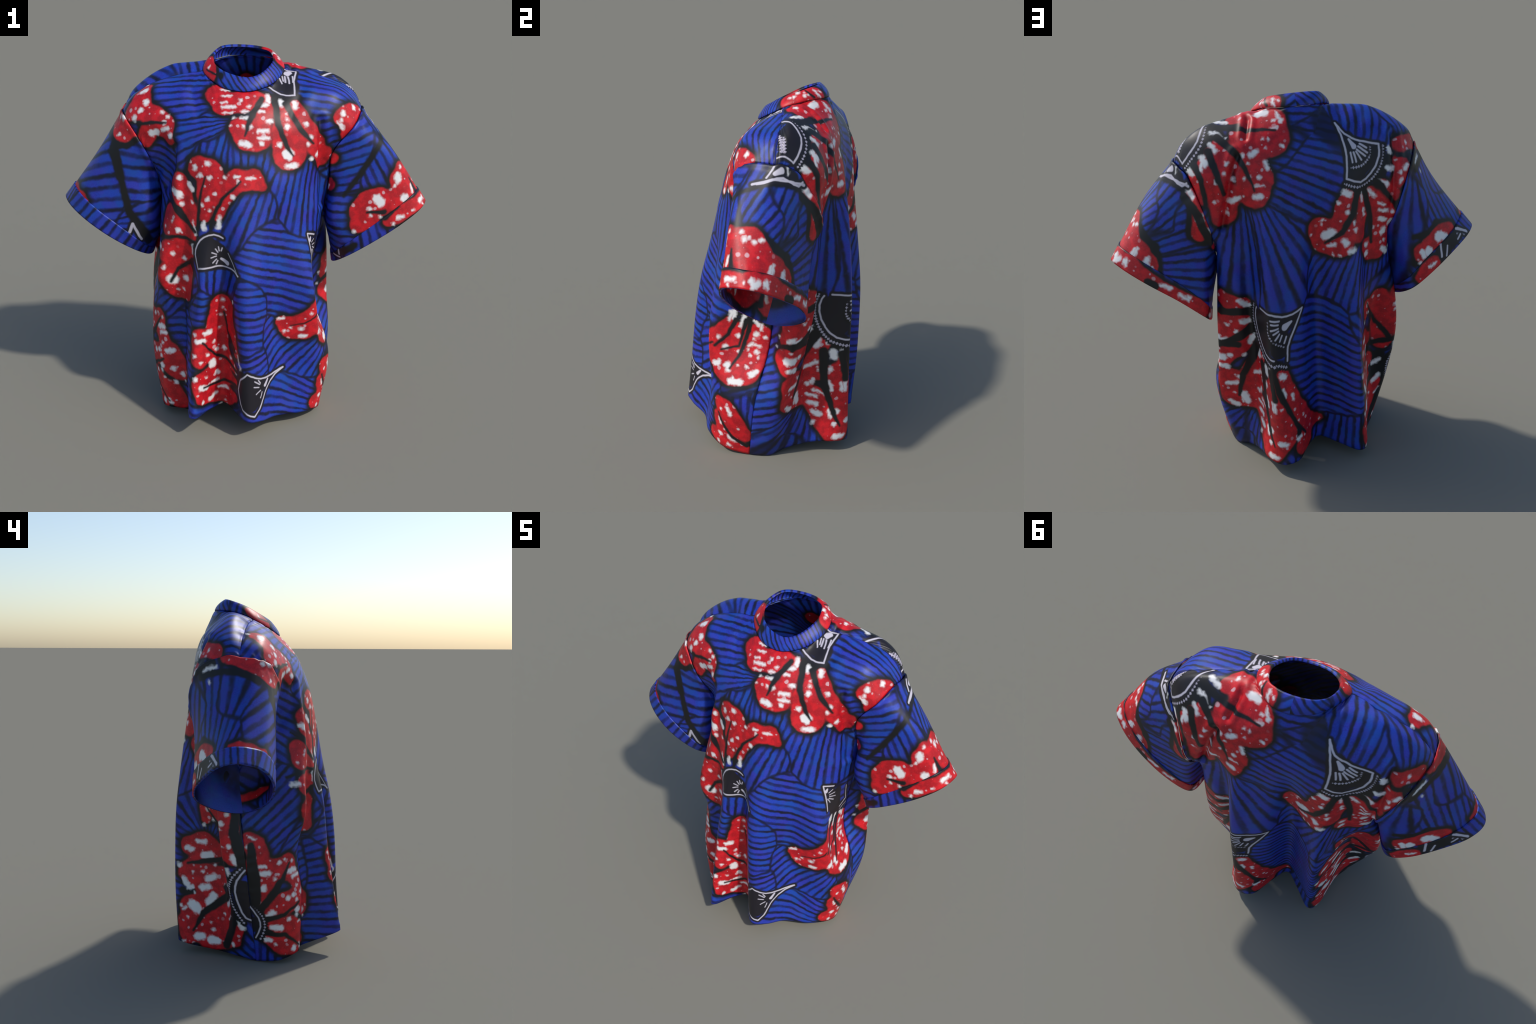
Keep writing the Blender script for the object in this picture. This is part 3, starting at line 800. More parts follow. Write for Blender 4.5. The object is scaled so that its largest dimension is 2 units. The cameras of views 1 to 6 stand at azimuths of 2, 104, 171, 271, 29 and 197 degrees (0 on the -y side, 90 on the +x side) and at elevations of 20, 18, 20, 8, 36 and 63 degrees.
back.streak((-.523, .013, .023), (-.549, .021, .021))
back.streak((-.6, .008, .024), (-.639, .007, .024))
back.streak((-.575, .708, .011))
back.streak((-.746, .748, .014))
back.streak((-.421, .513, .017), (-.451, .511, .017))
back.streak((-.563, .359, .02), (-.599, .38, .017))
back.streak((-.533, .305, .018), (-.571, .316, .017))
back.streak((-.482, .562, .013), (-.525, .566, .014))
back.spots((-.765, .802, .013), (-.749, .717, .009), (-.809, .63, .014), (-.532, .763, .015), (-.514, .665, .01), (-.471, .382, .009), (-.529, .397, .01), (-.49, .267, .008), (-.389, .411, .01), (-.409, .176, .012), (-.454, .117, .008), (-.597, .11, .006), (-.612, .071, .01), (-.749, .019, .014), (-.436, -.031, .01), (-.776, .626, .005))
back.fan((-.863, .383, .041), (-.861, .305, .031))
back.fan((-.864, .241, .021))
back.line((-.892, .494, .005), (-.844, .438, .005), (-.825, .37, .005), (-.833, .283, .005), (-.855, .21, .005), (-.884, .19, .005))
back.beads((-.877, .51, .005), (-.82, .454, .005), (-.786, .367, .005), (-.798, .271, .005), (-.842, .173, .005))
back.petal((-.621, .774, .059), (-.679, .701, .057))
back.petal((-.493, .476, .028), (-.442, .378, .035), (-.646, .217, .022))
back.petal((-.501, .129, .021), (-.435, .083, .032), (-.463, -.002, .021))
back.vein((-.525, .775, .006), (-.684, .609, .013), (-.754, .543, .018))
back.spots((-.386, .409, .014), (-.597, .448, .009))
back.streak((-.472, .297, .013))
back.streak((-.68, .18, .008))
back.streak((-.441, .174, .007), (-.426, .154, .009))
back.spots((-.451, -.027, .006))
back.petal((-.68, .626, .043), (-.725, .513, .043))
back.dark((-.719, .408, .04), (-.732, .265, .033))
back.streak((-.698, .36, .013), (-.731, .383, .013))
back.streak((-.709, .244, .014), (-.743, .281, .013))
back.streak((-.731, .166, .009), (-.76, .195, .009))
back.dark((.416, 1.768, .028), (.447, 1.849, .022))
back.dark((.374, 1.731, .019), (.39, 1.787, .016))
# blue ground: fans of dark ribs
back.ribs((-.066, 1.708, .057), (-.004, 1.573, .056), (.053, 1.441, .057), (.976, 1.939), 161)
back.ribs((.372, 1.203, .045), (.413, 1.035, .046), (.299, 1.549), 52)
back.ribs((.176, 1.242, .05), (.128, 1.07, .051), (.112, .926, .052), (.299, 1.549), 50)
back.ribs((-.281, 1.8, .039), (-.414, 1.722, .039), (-.009, -.364), 323)
back.ribs((-.16, .906, .04), (-.303, .89, .039), (-.426, 1.5), 93)
back.ribs((-.126, .704, .088), (-.195, .523, .089), (-.138, .278, .091), (-2.901, .078), 399)
back.ribs((.637, .079, .044), (.549, .022, .043), (.457, .261), 34)
back.ribs((-.187, .036, .043), (-.274, .012, .042), (-.321, .862), 112)
back.ribs((.789, .414, .041), (.747, .203, .041), (6.038, -2.493), 842)
back.ribs((.603, .038, .042), (.499, .052, .042), (.394, .342), 50)
back.ribs((.078, 1.621, .04), (-.086, 1.717, .041), (5.762, 3.545), 865)
back.ribs((-.519, 1.796, .039), (-.636, 1.809, .039), (-.59, 1.53), 40)
back.ribs((-.41, .72, .043), (-.547, .553), 29)
back.ribs((-.827, .008, .043), (-1.102, -.291), 55)
back.ribs((0, 1.834, .038), (5.998, 2.01), 910)
# sleeve on the wearer's right
right_sleeve.petal((.179, .013, .05), (.207, -.016, .039))
right_sleeve.petal((.157, .042, .033))
right_sleeve.spots((.14, -.032, .015), (.158, .054, .01), (-.179, .049, .01))
right_sleeve.dark((.162, .109, .03), (.221, .069, .026), (.263, .007, .016))
right_sleeve.dark((.155, .16, .012), (.236, .197, .015), (.325, .296, .017), (.409, .374, .022))
right_sleeve.dark((.409, .374, .022), (.529, .423, .024), (.605, .464, .025))
right_sleeve.line((.457, .419, .008), (.47, .471, .008))
right_sleeve.line((.457, .419, .007), (.546, .472, .007))
right_sleeve.petal((.018, .472, .001), (.138, .458, .003), (.184, .465, .001))
right_sleeve.petal((-.045, -.03, .004), (-.009, -.02, .005), (.053, -.004, .017), (.105, 0, .019), (.12, .047, .011))
right_sleeve.spots((.105, -.02, .011))
right_sleeve.streak((-.204, -.024, .008), (-.128, -.02, .009))
right_sleeve.dark((-.224, 0, .023), (-.103, .015, .016), (.025, .056, .019), (.081, .087, .019))
right_sleeve.petal((-.058, .451, .001), (-.007, .45, .002), (.056, .456, .002), (.093, .473, .001))
right_sleeve.dark((-.074, .442, .009), (.004, .427, .011), (.099, .454, .009))
right_sleeve.petal((-.434, .396, .033), (-.269, .421, .044), (-.2, .431, .019))
right_sleeve.streak((-.276, .412, .023), (-.264, .444, .023))
right_sleeve.streak((-.425, .401, .016), (-.432, .432, .016))
right_sleeve.dark((-.422, .305, .016), (-.188, .408, .016))
right_sleeve.petal((-.229, .426, .025), (-.287, .409, .035), (-.38, .42, .033), (-.435, .429, .027))
right_sleeve.spots((-.299, .406, .029), (-.395, .428, .026), (-.468, .445, .01))
right_sleeve.dark((-.169, .429, .019), (-.266, .339, .022), (-.367, .358, .022), (-.487, .429, .022))
right_sleeve.dark((.167, .128, .029), (.271, .235, .026))
right_sleeve.petal((-.064, -.06, .027), (.076, .018, .017))
right_sleeve.dark((-.154, -.04, .029), (-.247, -.043, .029))
right_sleeve.ribs((.136, .27, .041), (.229, .368, .041), (-4.159, 4.46), 619)
right_sleeve.ribs((.337, .103, .04), (.424, .201, .041), (3.085, -1.101), 314)
right_sleeve.ribs((.507, .339, .041), (.288, .546), 31)
right_sleeve.ribs((-.12, .196, .038), (-.057, .142, .038), (-.167, .547), 39)
right_sleeve.ribs((-.26, .141, .039), (-.188, -.12), 29)
right_sleeve.ribs((-.19, .111, .032), (-.157, .318, .033), (-.375, 1.334), 162)
# sleeve on the wearer's left
left_sleeve.petal((.39, .396, .058), (.341, .38, .051), (.288, .409, .061), (.224, .443, .041))
left_sleeve.petal((.448, .451, .034), (.384, .467, .041))
left_sleeve.petal((.143, .363, .037), (.148, .448, .054), (.108, .499, .034))
left_sleeve.petal((.101, .312, .017), (.12, .354, .03), (.096, .418, .034))
left_sleeve.streak((.292, .382, .024), (.283, .416, .024))
left_sleeve.streak((.139, .342, .018), (.148, .367, .018))
left_sleeve.streak((.091, .438, .009), (.104, .469, .009))
left_sleeve.spots((.164, .465, .022), (.352, .413, .013), (.365, .442, .01), (.323, .479, .01), (.484, .47, .011), (.173, .38, .009), (.101, .312, .008))
left_sleeve.vein((.372, .421, .007), (.29, .469, .014))
left_sleeve.vein((.074, .4, .006), (.072, .498, .017))
left_sleeve.dark((.016, .09, .01), (.166, .16, .015), (.279, .212, .015), (.368, .247, .013), (.432, .271, .008))
left_sleeve.petal((.376, .067, .02))
left_sleeve.petal((-.5, .19, .014))
left_sleeve.dark((-.036, -.017, .018), (-.096, -.02, .024))
left_sleeve.dark((.023, .084, .015), (-.1, .041, .018), (-.189, .03, .024), (-.278, .052, .024))
left_sleeve.line((.025, .074, .006), (-.03, .055, .006), (-.087, .019, .006), (-.122, .025, .006), (-.177, .025, .006), (-.192, .003, .006))
left_sleeve.line((-.033, -.017, .005), (-.01, .036, .005))
left_sleeve.line((-.046, .014, .011), (-.07, -.007, .014))
left_sleeve.streak((-.092, -.029, .007), (-.108, -.002, .007))
left_sleeve.fan((-.138, .006, .018))
left_sleeve.petal((-.245, .026, .024), (-.29, .038, .027), (-.318, .059, .021), (-.387, .119, .015))
left_sleeve.streak((-.211, .02, .015), (-.251, .036, .016))
left_sleeve.spots((-.341, .08, .012), (-.36, .098, .009))
left_sleeve.vein((-.218, .063, .022), (-.326, .095, .026), (-.446, .181, .023))
left_sleeve.petal((.047, .341, .035), (-.002, .346, .043), (0, .42, .057), (-.074, .446, .052), (-.16, .432, .035))
left_sleeve.spots((.039, .316, .01), (.022, .351, .015), (-.026, .354, .013))
left_sleeve.streak((-.136, .434, .01), (-.135, .464, .01))
left_sleeve.dark((-.003, .285, .017), (-.064, .317, .017), (-.114, .374, .017), (-.217, .369, .021), (-.254, .412, .021))
left_sleeve.streak((-.141, .455, .011), (-.14, .485, .011))
left_sleeve.streak((-.218, .466, .008), (-.24, .483, .008))
left_sleeve.petal((-.031, .479, .057), (-.136, .468, .046), (-.211, .474, .023))
left_sleeve.petal((-.012, .324, .02), (-.054, .391, .039), (-.047, .456, .033))
left_sleeve.petal((-.095, .45, .036), (-.175, .459, .042), (-.233, .474, .039), (-.263, .501, .02))
left_sleeve.streak((-.124, .447, .011), (-.124, .493, .014))
left_sleeve.streak((-.211, .45, .016), (-.212, .496, .014))
left_sleeve.streak((-.255, .475, .008), (-.275, .501, .01))
left_sleeve.spots((-.059, .341, .012), (-.001, .337, .007))
left_sleeve.dark((.005, .293, .02), (-.113, .354, .026), (-.243, .405, .032), (-.302, .5, .029))
left_sleeve.petal((-.318, .063, .028), (-.378, .149, .032), (-.381, .183, .026))
left_sleeve.petal((.485, .171, .028))
left_sleeve.streak((.51, .166, .014))
left_sleeve.streak((-.406, .128, .015))
left_sleeve.streak((-.299, .078, .006), (-.335, .124, .006))
left_sleeve.dark((-.257, .047, .019), (-.348, .209, .026), (-.428, .202, .019))
left_sleeve.line((.046, .079, .007), (-.069, .035, .006), (-.206, .007, .006))
left_sleeve.ribs((.285, .106, .04), (.395, .181, .04), (1.625, -.293), 201)
left_sleeve.ribs((.486, .341, .041), (2.984, -1.321), 420)
left_sleeve.ribs((.214, .28, .04), (.139, .254, .04), (.154, -.753), 147)
left_sleeve.ribs((-.009, .203, .035), (-.103, .211, .035), (.256, .841), 113)
left_sleeve.ribs((-.269, .275, .036), (-.267, .177, .036), (.138, .792), 105)
left_sleeve.ribs((-.145, .154, .038), (-.248, .239, .039), (-.031, .719), 86)
left_sleeve.ribs((-.392, .38, .039), (-.438, .47, .039), (-.046, .608), 61)
# cuffs and collar: strips cut from the same cloth
right_cuff.ribs((-.033, .508, .036), (.297, 3.49), 523)
right_cuff.ribs((.213, .513, .041), (.459, -.909), 189)
right_cuff.ribs((-.746, .489, .041), (2.221, .932), 463)
right_cuff.dark((-.231, .497, .034), (-.393, .495, .035))
right_cuff.line((-.179, .464, .007), (-.13, .527, .007))
right_cuff.line((-.325, .525, .005), (-.286, .486, .005))
right_cuff.line((-.209, .513, .005), (-.176, .507, .005))
right_cuff.petal((-.506, .513, .022), (-.458, .495, .022), (-.423, .497, .016))
right_cuff.streak((-.439, .497, .009), (-.393, .502, .008))
right_cuff.petal((-.407, .502, .032))
right_cuff.spots((-.407, .502, .013))
right_cuff.dark((-.331, .481, .041), (-.203, .491, .036))
right_cuff.line((-.317, .447, .006), (-.35, .507, .006))
right_cuff.line((-.17, .471, .007), (-.129, .533, .007))
right_cuff.beads((-.19, .489, .008), (-.151, .527, .008))
left_cuff.petal((.057, .549, .023), (-.041, .55, .034), (-.151, .531, .035), (-.298, .546, .03), (-.483, .538, .025))
left_cuff.petal((-.054, .548, .04), (-.228, .568, .039), (-.411, .555, .039), (-.577, .531, .04))
left_cuff.petal((.056, .543, .028), (.243, .522, .031), (.301, .523, .02))
left_cuff.petal((-.691, .535, .039))
left_cuff.dark((.087, .552, .007), (.022, .536, .007))
left_cuff.streak((.072, .538, .01), (.046, .536, .01))
left_cuff.streak((-.039, .533, .012), (-.049, .566, .014))
left_cuff.streak((-.115, .518, .011), (-.122, .545, .012))
left_cuff.streak((-.339, .527, .009), (-.387, .513, .01))
left_cuff.streak((-.704, .511, .012), (-.707, .538, .012))
left_cuff.spots((-.656, .546, .014), (-.492, .509, .012), (.076, .566, .008), (-.006, .551, .008))
left_cuff.streak((-.059, .553, .017), (-.07, .538, .017))
left_cuff.spots((-.116, .531, .019), (-.382, .518, .013))
left_cuff.streak((-.44, .521, .01), (-.492, .523, .01))
left_cuff.vein((-.27, .552, .02), (-.315, .547, .024))
left_cuff.streak((.093, .537, .014), (.063, .539, .014))
left_cuff.streak((.251, .537, .011), (.223, .544, .011))
left_cuff.spots((.159, .549, .008), (.285, .551, .009))
left_cuff.vein((.212, .487, .006), (.304, .493, .021), (.263, .49, .017))
left_cuff.ribs((.435, .525, .041), (.2, -.121), 90)
left_cuff.dark((.625, .538, .022), (.521, .538, .018))
left_cuff.line((.623, .516, .005), (.639, .545, .005))
left_cuff.line((.691, .532, .005), (.647, .563, .005))
collar_band.petal((.862, .032, .046), (.931, .052, .039))
collar_band.spots((.889, .05, .01))
collar_band.vein((.891, .031, .006), (.8, .05, .008))
collar_band.dark((.772, .056, .019))
collar_band.petal((.301, .033, .032), (.208, .051, .039), (.139, .028, .039))
collar_band.spots((.236, .063, .014), (.286, .045, .008), (.124, .035, .01), (.26, .043, .011), (.201, .03, .008))
collar_band.streak((.128, .054, .007), (.117, .018, .008))
collar_band.vein((.186, .063, .006), (.156, .011, .009))
collar_band.petal((.192, .021, .029), (.122, .033, .035))
collar_band.streak((.123, .042, .006), (.113, .011, .006))
collar_band.spots((.094, .041, .007), (.179, .035, .009))
collar_band.dark((.074, .048, .016), (.074, .01, .016))
collar_band.ribs((.71, .046, .039), (.536, .019, .039), (.462, -.241), 74)
collar_band.ribs((1.269, .037, .038), (1.108, .039, .038), (-.209, -1.642), 372)
collar_band.ribs((1.063, .039, .042), (.815, .992), 146)

# --------------------------------------------------------------- materials --
def group(name, ins, outs):
    g = bpy.data.node_groups.new(name, "ShaderNodeTree")
    for n, t in ins:
        g.interface.new_socket(n, in_out="INPUT", socket_type="NodeSocket" + t)
    for n, t in outs:
        g.interface.new_socket(n, in_out="OUTPUT", socket_type="NodeSocket" + t)
    return g, g.nodes.new("NodeGroupInput"), g.nodes.new("NodeGroupOutput")


class Net:
    """Short hand for building node trees."""
    def __init__(self, tree):
        self.t = tree

    def node(self, kind, *ins, **props):
        n = self.t.nodes.new("ShaderNode" + kind)
        for k, v in props.items():
            setattr(n, k, v)
        for i, v in enumerate(ins):
            self.put(n.inputs[i], v)
        return n

    def put(self, socket, v):
        if isinstance(v, bpy.types.NodeSocket):
            self.t.links.new(v, socket)
        elif v is not None:
            socket.default_value = v

    def m(self, op, *ins, clamp=False):
        return self.node("Math", *ins, operation=op, use_clamp=clamp).outputs[0]

    def vm(self, op, *ins, out=0):
        return self.node("VectorMath", *ins, operation=op).outputs[out]

    def step(self, x, lo, hi, smooth=True):
        """1 where x < lo, 0 where x > hi"""
        n = self.node("MapRange", interpolation_type="SMOOTHSTEP" if smooth else "LINEAR")
        self.put(n.inputs[0], x)
        for i, v in zip((1, 2, 3, 4), (lo, hi, 1.0, 0.0)):
            self.put(n.inputs[i], v)
        return n.outputs[0]

    def mix(self, f, a, b):
        n = self.t.nodes.new("ShaderNodeMix")
        n.data_type = "RGBA"
        for s, v in ((n.inputs[0], f), (n.inputs[6], a), (n.inputs[7], b)):
            self.put(s, (*v, 1.0) if isinstance(v, tuple) and len(v) == 3 else v)
        return n.outputs[2]


def distance_nodes(n, gi):
    """Signed distance from a brush mark that tapers from r at A to r + dr at A + B."""
    pa = n.vm("SUBTRACT", gi.outputs["P"], gi.outputs["A"])
    h = n.m("MULTIPLY", n.vm("DOT_PRODUCT", pa, gi.outputs["B"], out=1), gi.outputs["inv"], clamp=True)
    s = n.node("VectorMath", gi.outputs["B"], operation="SCALE")
    n.put(s.inputs["Scale"], h)
    d = n.vm("LENGTH", n.vm("SUBTRACT", pa, s.outputs[0]), out=1)
    return n.m("SUBTRACT", d, n.m("MULTIPLY_ADD", h, gi.outputs["dr"], gi.outputs["r"])), h


MARK = [("P", "Vector"), ("A", "Vector"), ("B", "Vector"), ("inv", "Float"), ("r", "Float"), ("dr", "Float")]


def make_groups():
    G = {}
    g, gi, go = group("brush_mark", [("prev", "Float")] + MARK, [("d", "Float")])
    n = Net(g)
    d, h = distance_nodes(n, gi)
    n.put(go.inputs[0], n.m("MINIMUM", gi.outputs["prev"], d))
    G["mark"] = g
    g, gi, go = group("petal_mark", [("prev", "Float")] + MARK, [("d", "Float")])
    n = Net(g)
    d, h = distance_nodes(n, gi)
    n.put(go.inputs[0], n.m("SMOOTH_MIN", gi.outputs["prev"], d, .04))
    G["petal"] = g
    g, gi, go = group("bead_row", [("prev", "Float")] + MARK + [("count", "Float")], [("d", "Float")])
    n = Net(g)
    d, h = distance_nodes(n, gi)
    gap = n.m("MULTIPLY", n.m("SINE", n.m("MULTIPLY", h, gi.outputs["count"])), .004)
    n.put(go.inputs[0], n.m("MINIMUM", gi.outputs["prev"], n.m("ADD", d, gap)))
    G["bead"] = g
    g, gi, go = group("rib_field", [("near", "Float"), ("next", "Float"), ("phase", "Float"), ("d", "Float"), ("P", "Vector"), ("C", "Vector"), ("N", "Float")],
                      [("near", "Float"), ("next", "Float"), ("phase", "Float")])
    n = Net(g)
    near, nxt, d = gi.outputs["near"], gi.outputs["next"], gi.outputs["d"]
    n.put(go.inputs[0], n.m("MINIMUM", near, d))
    n.put(go.inputs[1], n.m("MINIMUM", nxt, n.m("MAXIMUM", near, d)))
    sep = n.node("SeparateXYZ", n.vm("SUBTRACT", gi.outputs["P"], gi.outputs["C"]))
    ph = n.m("MULTIPLY", n.m("ARCTAN2", sep.outputs[1], sep.outputs[0]), gi.outputs["N"])
    closer = n.m("LESS_THAN", d, near)
    n.put(go.inputs[2], n.m("ADD", gi.outputs["phase"], n.m("MULTIPLY", closer, n.m("SUBTRACT", ph, gi.outputs["phase"]))))
    G["field"] = g
    return G


BLUE, BLUE2, NAVY = (.011, .046, .39), (.018, .028, .34), (.006, .007, .026)
RED, RED2 = (.64, .009, .016), (.42, .007, .013)
BLACK, INK, WHITE, PALE = (.008, .008, .009), (.012, .010, .015), (.82, .80, .79), (.44, .40, .48)


def reach(a, b):
    return min(a[0] - a[2], b[0] - b[2]), max(a[0] + a[2], b[0] + b[2]), min(a[1] - a[2], b[1] - b[2]), max(a[1] + a[2], b[1] + b[2])


def make_cloth_groups(G):
    """'stroke_space': where on the cloth a stroke falls, with the unsteady hand of the print;
    'wax_print': the layers of ink, from the distances to their marks."""
    g, gi, go = group("stroke_space", [], [("P0", "Vector"), ("P", "Vector"), ("P1", "Vector"), ("P2", "Vector")])
    n = Net(g)
    P0 = n.vm("MULTIPLY_ADD", n.node("TexCoord").outputs["Generated"], (2, 2, 0), (-1, -1, 0))
    noise = n.node("TexNoise", P0, noise_dimensions="2D")
    noise.inputs["Scale"].default_value, noise.inputs["Detail"].default_value = 22, 2
    wob = n.vm("MULTIPLY_ADD", noise.outputs["Color"], (.012, .012, 0), (-.006, -.006, 0))
    P = n.vm("ADD", P0, wob)
    rough = n.node("TexNoise", P0, noise_dimensions="2D")
    rough.inputs["Scale"].default_value, rough.inputs["Detail"].default_value = 45, 1
    for k, v in enumerate((P0, P, n.vm("MULTIPLY_ADD", wob, (.35, .35, 0), P0),
                           n.vm("ADD", P, n.vm("MULTIPLY_ADD", rough.outputs["Color"], (.016, .016, 0), (-.008, -.008, 0))))):
        n.put(go.inputs[k], v)
    G["space"] = g

    layers = ["near", "next", "phase", "petal", "dark", "streak", "vein", "fan", "line", "beads"]
    g, gi, go = group("wax_print", [("P0", "Vector"), ("P", "Vector")] + [(k, "Float") for k in layers], [("Color", "Color")])
    for it in g.interface.items_tree:
        if it.in_out == "INPUT" and it.name in layers and it.name != "phase":
            it.default_value = 9.0
    n = Net(g)
    P0, P, phase = gi.outputs["P0"], gi.outputs["P"], gi.outputs["phase"]
    mid = n.node("TexNoise", P0, noise_dimensions="2D")
    mid.inputs["Scale"].default_value, mid.inputs["Detail"].default_value = 22, 2
    big = n.node("TexNoise", P0, noise_dimensions="2D")
    big.inputs["Scale"].default_value, big.inputs["Detail"].default_value = 9, 3
    fine = n.node("TexNoise", P0, noise_dimensions="2D")
    fine.inputs["Scale"].default_value, fine.inputs["Detail"].default_value = 130, 2
    # blue ground with dark ribs
    sep = n.node("SeparateColor", big.outputs["Color"])
    ground = n.mix(n.step(big.outputs[0], .35, .65), BLUE, BLUE2)
    ground = n.mix(n.m("MULTIPLY", n.step(fine.outputs[0], .40, .62), .5), ground, (.015, .065, .46))
    ground = n.mix(n.m("MULTIPLY", n.step(sep.outputs[1], .38, .55), .45), ground, (.008, .078, .33))
    ground = n.mix(n.m("MULTIPLY", n.step(sep.outputs[2], .40, .56), .4), ground, (.045, .036, .40))
    rib = n.m("MULTIPLY_ADD", fine.outputs[0], .25, n.m("MULTIPLY_ADD", big.outputs[0], 1.0, n.m("SINE", phase)))
    depth = n.m("MULTIPLY_ADD", mid.outputs[0], .7, .58, clamp=True)
    depth = n.m("MULTIPLY_ADD", n.m("SINE", n.m("MULTIPLY", phase, .37)), .2, depth, clamp=True)
    ground = n.mix(n.m("MULTIPLY", n.step(rib, -.45, 1.1), depth), ground, NAVY)
    ground = n.mix(n.m("MULTIPLY", n.step(n.m("SUBTRACT", gi.outputs["next"], gi.outputs["near"]), .003, .024), .9), ground, NAVY)
    # black outlines and strokes
    dR = n.m("SUBTRACT", gi.outputs["petal"], .010)
    col = n.mix(n.step(dR, .007, .042), ground, BLACK)
    col = n.mix(n.step(gi.outputs["dark"], -.006, .012), col, BLACK)
    # red petals, sprinkled with pale dots
    vor = n.node("TexVoronoi", P, voronoi_dimensions="2D")
    vor.inputs["Scale"].default_value = 24
    red = n.mix(n.step(mid.outputs[0], .35, .7), RED, RED2)
    red = n.mix(n.m("MULTIPLY", n.step(fine.outputs[0], .3, .5), .25), red, (.65, .03, .05))
    cell = n.node("SeparateColor", vor.outputs["Color"])
    size = n.m("MULTIPLY_ADD", n.m("POWER", cell.outputs[0], 2.0), .30, .0)
    dots = n.step(n.m("SUBTRACT", vor.outputs["Distance"], size), -.10, .06)
    red = n.mix(n.m("MULTIPLY", dots, n.step(cell.outputs[1], .35, .55)), red, (.66, .36, .38))
    col = n.mix(n.step(dR, -.007, .006), col, red)
    col = n.mix(n.step(gi.outputs["streak"], -.010, .008), col, WHITE)
    col = n.mix(n.step(gi.outputs["vein"], -.006, .006), col, BLACK)
    # fan-shaped flower hearts: ink, dotted rims, pale outlines
    col = n.mix(n.step(gi.outputs["fan"], .008, .02), col, INK)
    d = gi.outputs["beads"]
    col = n.mix(n.step(d, .008, .020), col, BLACK)
    col = n.mix(n.step(d, -.004, .002), col, PALE)
    d = gi.outputs["line"]
    col = n.mix(n.step(d, .008, .020), col, INK)
    col = n.mix(n.step(d, -.0035, .003), col, (.58, .54, .61))
    n.put(go.inputs[0], col)
    G["print"] = g
    weave, wi, wo = group("weave", [], [("Normal", "Vector")])
    n = Net(weave)
    tex = n.node("TexNoise", n.node("TexCoord").outputs["Generated"])
    tex.inputs["Scale"].default_value = 500
    bump = n.node("Bump")
    bump.inputs["Strength"].default_value, bump.inputs["Distance"].default_value = .08, .002
    n.put(bump.inputs["Height"], tex.outputs[0])
    n.put(wo.inputs[0], bump.outputs[0])
    G["weave"] = weave


def wax_material(name, pr, box, G):
    """The print within one rectangle of the cutting pattern: only marks that reach it are used."""
    mat = bpy.data.materials.new(name)
    mat.use_nodes = True
    n = Net(mat.node_tree)
    bsdf = mat.node_tree.nodes["Principled BSDF"]
    space = n.node("Group", node_tree=G["space"]).outputs
    paint = n.node("Group", node_tree=G["print"])
    n.put(paint.inputs["P0"], space["P0"])
    n.put(paint.inputs["P"], space["P"])

    def mark(kind, a, b, p, prev):
        nd = n.node("Group", node_tree=G[kind])
        n.put(nd.inputs["P"], p)
        B = np.array(b[:2]) - np.array(a[:2])
        for k, v in (("A", (a[0], a[1], 0)), ("B", (B[0], B[1], 0)), ("inv", 1 / max(B @ B, 1e-9)), ("r", a[2]), ("dr", b[2] - a[2])):
            nd.inputs[k].default_value = v
        n.put(nd.inputs["prev"], prev)
        return nd

    for kind, margin, where in (("petal", .055, "P"), ("dark", .02, "P"), ("streak", .015, "P2"), ("vein", .012, "P"), ("fan", .03, "P"),
                                ("line", .03, "P1"), ("beads", .03, "P0")):
        d = 9.0
        for a, b in pr.marks[kind]:
            x0, x1, y0, y1 = reach(a, b)
            if x1 + margin < box[0] or x0 - margin > box[1] or y1 + margin < box[2] or y0 - margin > box[3]:
                continue
            nd = mark({"beads": "bead", "petal": "petal"}.get(kind, "mark"), a, b, space[where], d)
            if kind == "beads":
                nd.inputs["count"].default_value = 2 * np.pi * max(1, round(np.hypot(b[0] - a[0], b[1] - a[1]) / .0165))
            d = nd.outputs[0]
        n.put(paint.inputs[kind], d)

    near, nxt, phase = 9.0, 9.0, 0.0
    for segs, c, count in pr.nearest(box):
        d = 9.0
        for a, b in segs:
            d = mark("mark", a, b, space["P"], d).outputs[0]
        nd = n.node("Group", node_tree=G["field"])
        n.put(nd.inputs["P"], space["P"])
        nd.inputs["C"].default_value, nd.inputs["N"].default_value = (c[0], c[1], 0), count
        for k, v in (("near", near), ("next", nxt), ("phase", phase), ("d", d)):
            n.put(nd.inputs[k], v)
        near, nxt, phase = nd.outputs
    for k, v in (("near", near), ("next", nxt), ("phase", phase)):
        n.put(paint.inputs[k], v)
    n.put(bsdf.inputs["Base Color"], paint.outputs[0])
    bsdf.inputs["Roughness"].default_value = .46
    bsdf.inputs["Specular IOR Level"].default_value = .4
    n.put(bsdf.inputs["Normal"], n.node("Group", node_tree=G["weave"]).outputs[0])
    return mat


# ------------------------------------------------------------------ meshes --
PATCH, DENSE = .32, 40
THICK = .007


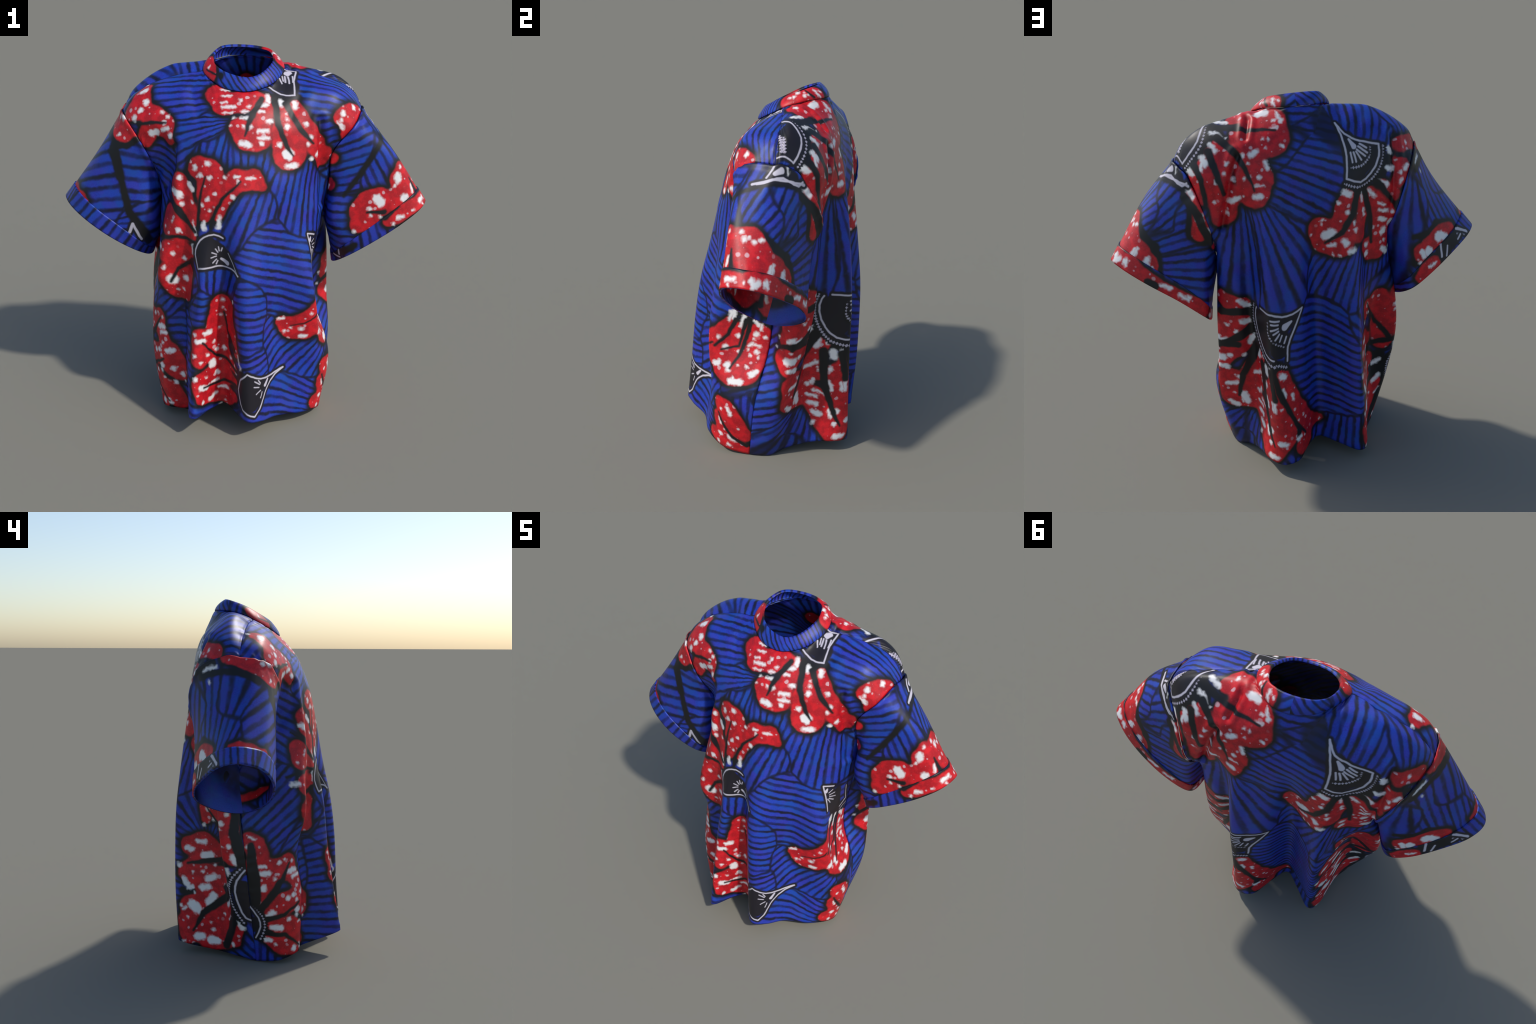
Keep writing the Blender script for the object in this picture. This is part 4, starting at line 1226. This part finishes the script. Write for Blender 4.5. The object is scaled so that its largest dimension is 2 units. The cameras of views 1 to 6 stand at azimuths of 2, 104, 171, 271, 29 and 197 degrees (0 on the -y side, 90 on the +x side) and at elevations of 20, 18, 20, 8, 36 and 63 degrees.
def cloth(name, P, uv, pr, G, parent, closed=False, thick=THICK):
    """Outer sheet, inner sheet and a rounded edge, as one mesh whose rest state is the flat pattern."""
    nt, ns = P.shape[:2]
    m = ns - 1 if closed else ns
    ds = np.gradient(P, axis=1)
    if closed:
        ds[:, 0] = ds[:, -1] = (P[:, 1] - P[:, -2]) / 2
    N = np.cross(ds, np.gradient(P, axis=0))
    N /= np.linalg.norm(N, axis=-1, keepdims=True) + 1e-12
    axis = P[:, :-1].mean(1, keepdims=True) if closed else np.stack([0 * P[..., 0], 0 * P[..., 0] + .05, P[..., 2]], -1)
    flip = bool(((P - axis) * N).sum() < 0)
    if flip:
        N = -N
    # outside, inside (the print comes through shifted) and the turned edge
    layers = [(P, 0.0, 0.0), (P - N * thick, -.01, -.62), (P - N * thick, -.01, 0.0)]
    V = np.concatenate([L.reshape(-1, 3) for L, _, _ in layers])
    flat_co = np.concatenate([np.concatenate([uv + (du, 0), np.full(uv.shape[:2] + (1,), z)], -1).reshape(-1, 3) for _, z, du in layers])
    k = nt * ns
    j, i = np.mgrid[0:nt - 1, 0:ns - 1]
    a = (j * ns + i).ravel()
    quad = np.stack([a, a + 1, a + ns + 1, a + ns], -1)
    outer, inner = (quad[:, ::-1], quad + k) if flip else (quad, quad[:, ::-1] + k)
    loops = [np.arange(ns), (nt - 1) * ns + np.arange(ns)]
    if not closed:
        loops += [np.arange(nt) * ns, np.arange(nt) * ns + ns - 1]
    rim = []
    for q, e in enumerate(loops):
        f = np.stack([e[:-1], e[:-1] + 2 * k, e[1:] + 2 * k, e[1:]], -1)
        rim.append(f if (q in (0, 3)) != flip else f[:, ::-1])
    faces = np.concatenate([outer, inner] + rim)
    used, faces = np.unique(faces, return_inverse=True)
    faces = faces.reshape(-1, 4)
    V, flat_co = V[used], flat_co[used]
    me = bpy.data.meshes.new(name)
    me.from_pydata(flat_co.tolist(), [], faces.tolist())
    me.use_auto_texspace = False
    me.texspace_location, me.texspace_size = (0, 0, 0), (1, 1, 1)
    # one material per rectangle of the pattern that the panel fills, smaller where the print is dense
    centre = flat_co[faces].mean(1)[:, :2]
    which = np.zeros(len(faces), np.int32)

    def fill(x, y, size, ids):
        ids = ids[(centre[ids, 0] >= x) & (centre[ids, 0] < x + size) & (centre[ids, 1] >= y) & (centre[ids, 1] < y + size)]
        if not len(ids):
            return
        box = (x, x + size, y, y + size)
        if pr.load(box) > DENSE and size > .03:
            for q in (0, 1, 2, 3):
                fill(x + q % 2 * size / 2, y + q // 2 * size / 2, size / 2, ids)
            return
        which[ids] = len(me.materials)
        me.materials.append(wax_material("wax_print_" + name, pr, box, G))
    for x in np.arange(-6, 6) * PATCH:
        for y in np.arange(-2, 8) * PATCH:
            fill(x, y, PATCH, np.arange(len(faces)))
    me.polygons.foreach_set("material_index", which)
    me.polygons.foreach_set("use_smooth", np.ones(len(me.polygons), bool))
    ob = bpy.data.objects.new(name, me)
    bpy.context.scene.collection.objects.link(ob)
    ob.parent = parent
    ob.shape_key_add(name="flat pattern")
    key = ob.shape_key_add(name="draped")
    key.data.foreach_set("co", V.ravel())
    key.value = 1.0
    return ob


def main():
    S = build_sheets()
    G = make_groups()
    make_cloth_groups(G)
    shirt = bpy.data.objects.new("shirt", None)
    bpy.context.scene.collection.objects.link(shirt)
    shirt["label"] = "boxy short-sleeved shirt in blue, red and white floral wax print"
    shirt["category"] = "shirt"
    cloth("front_panel", *S["front_panel"], front, G, shirt)
    cloth("back_panel", *S["back_panel"], back, G, shirt)
    for side, pr, cuff_pr in (("R", left_sleeve, left_cuff), ("L", right_sleeve, right_cuff)):
        sleeve = cloth("sleeve", *S["sleeve_" + side], pr, G, shirt, True)
        cloth("cuff", *S["cuff_" + side], cuff_pr, G, sleeve, True)
    cloth("collar", *S["collar"], collar_band, G, shirt, True, .013)


main()
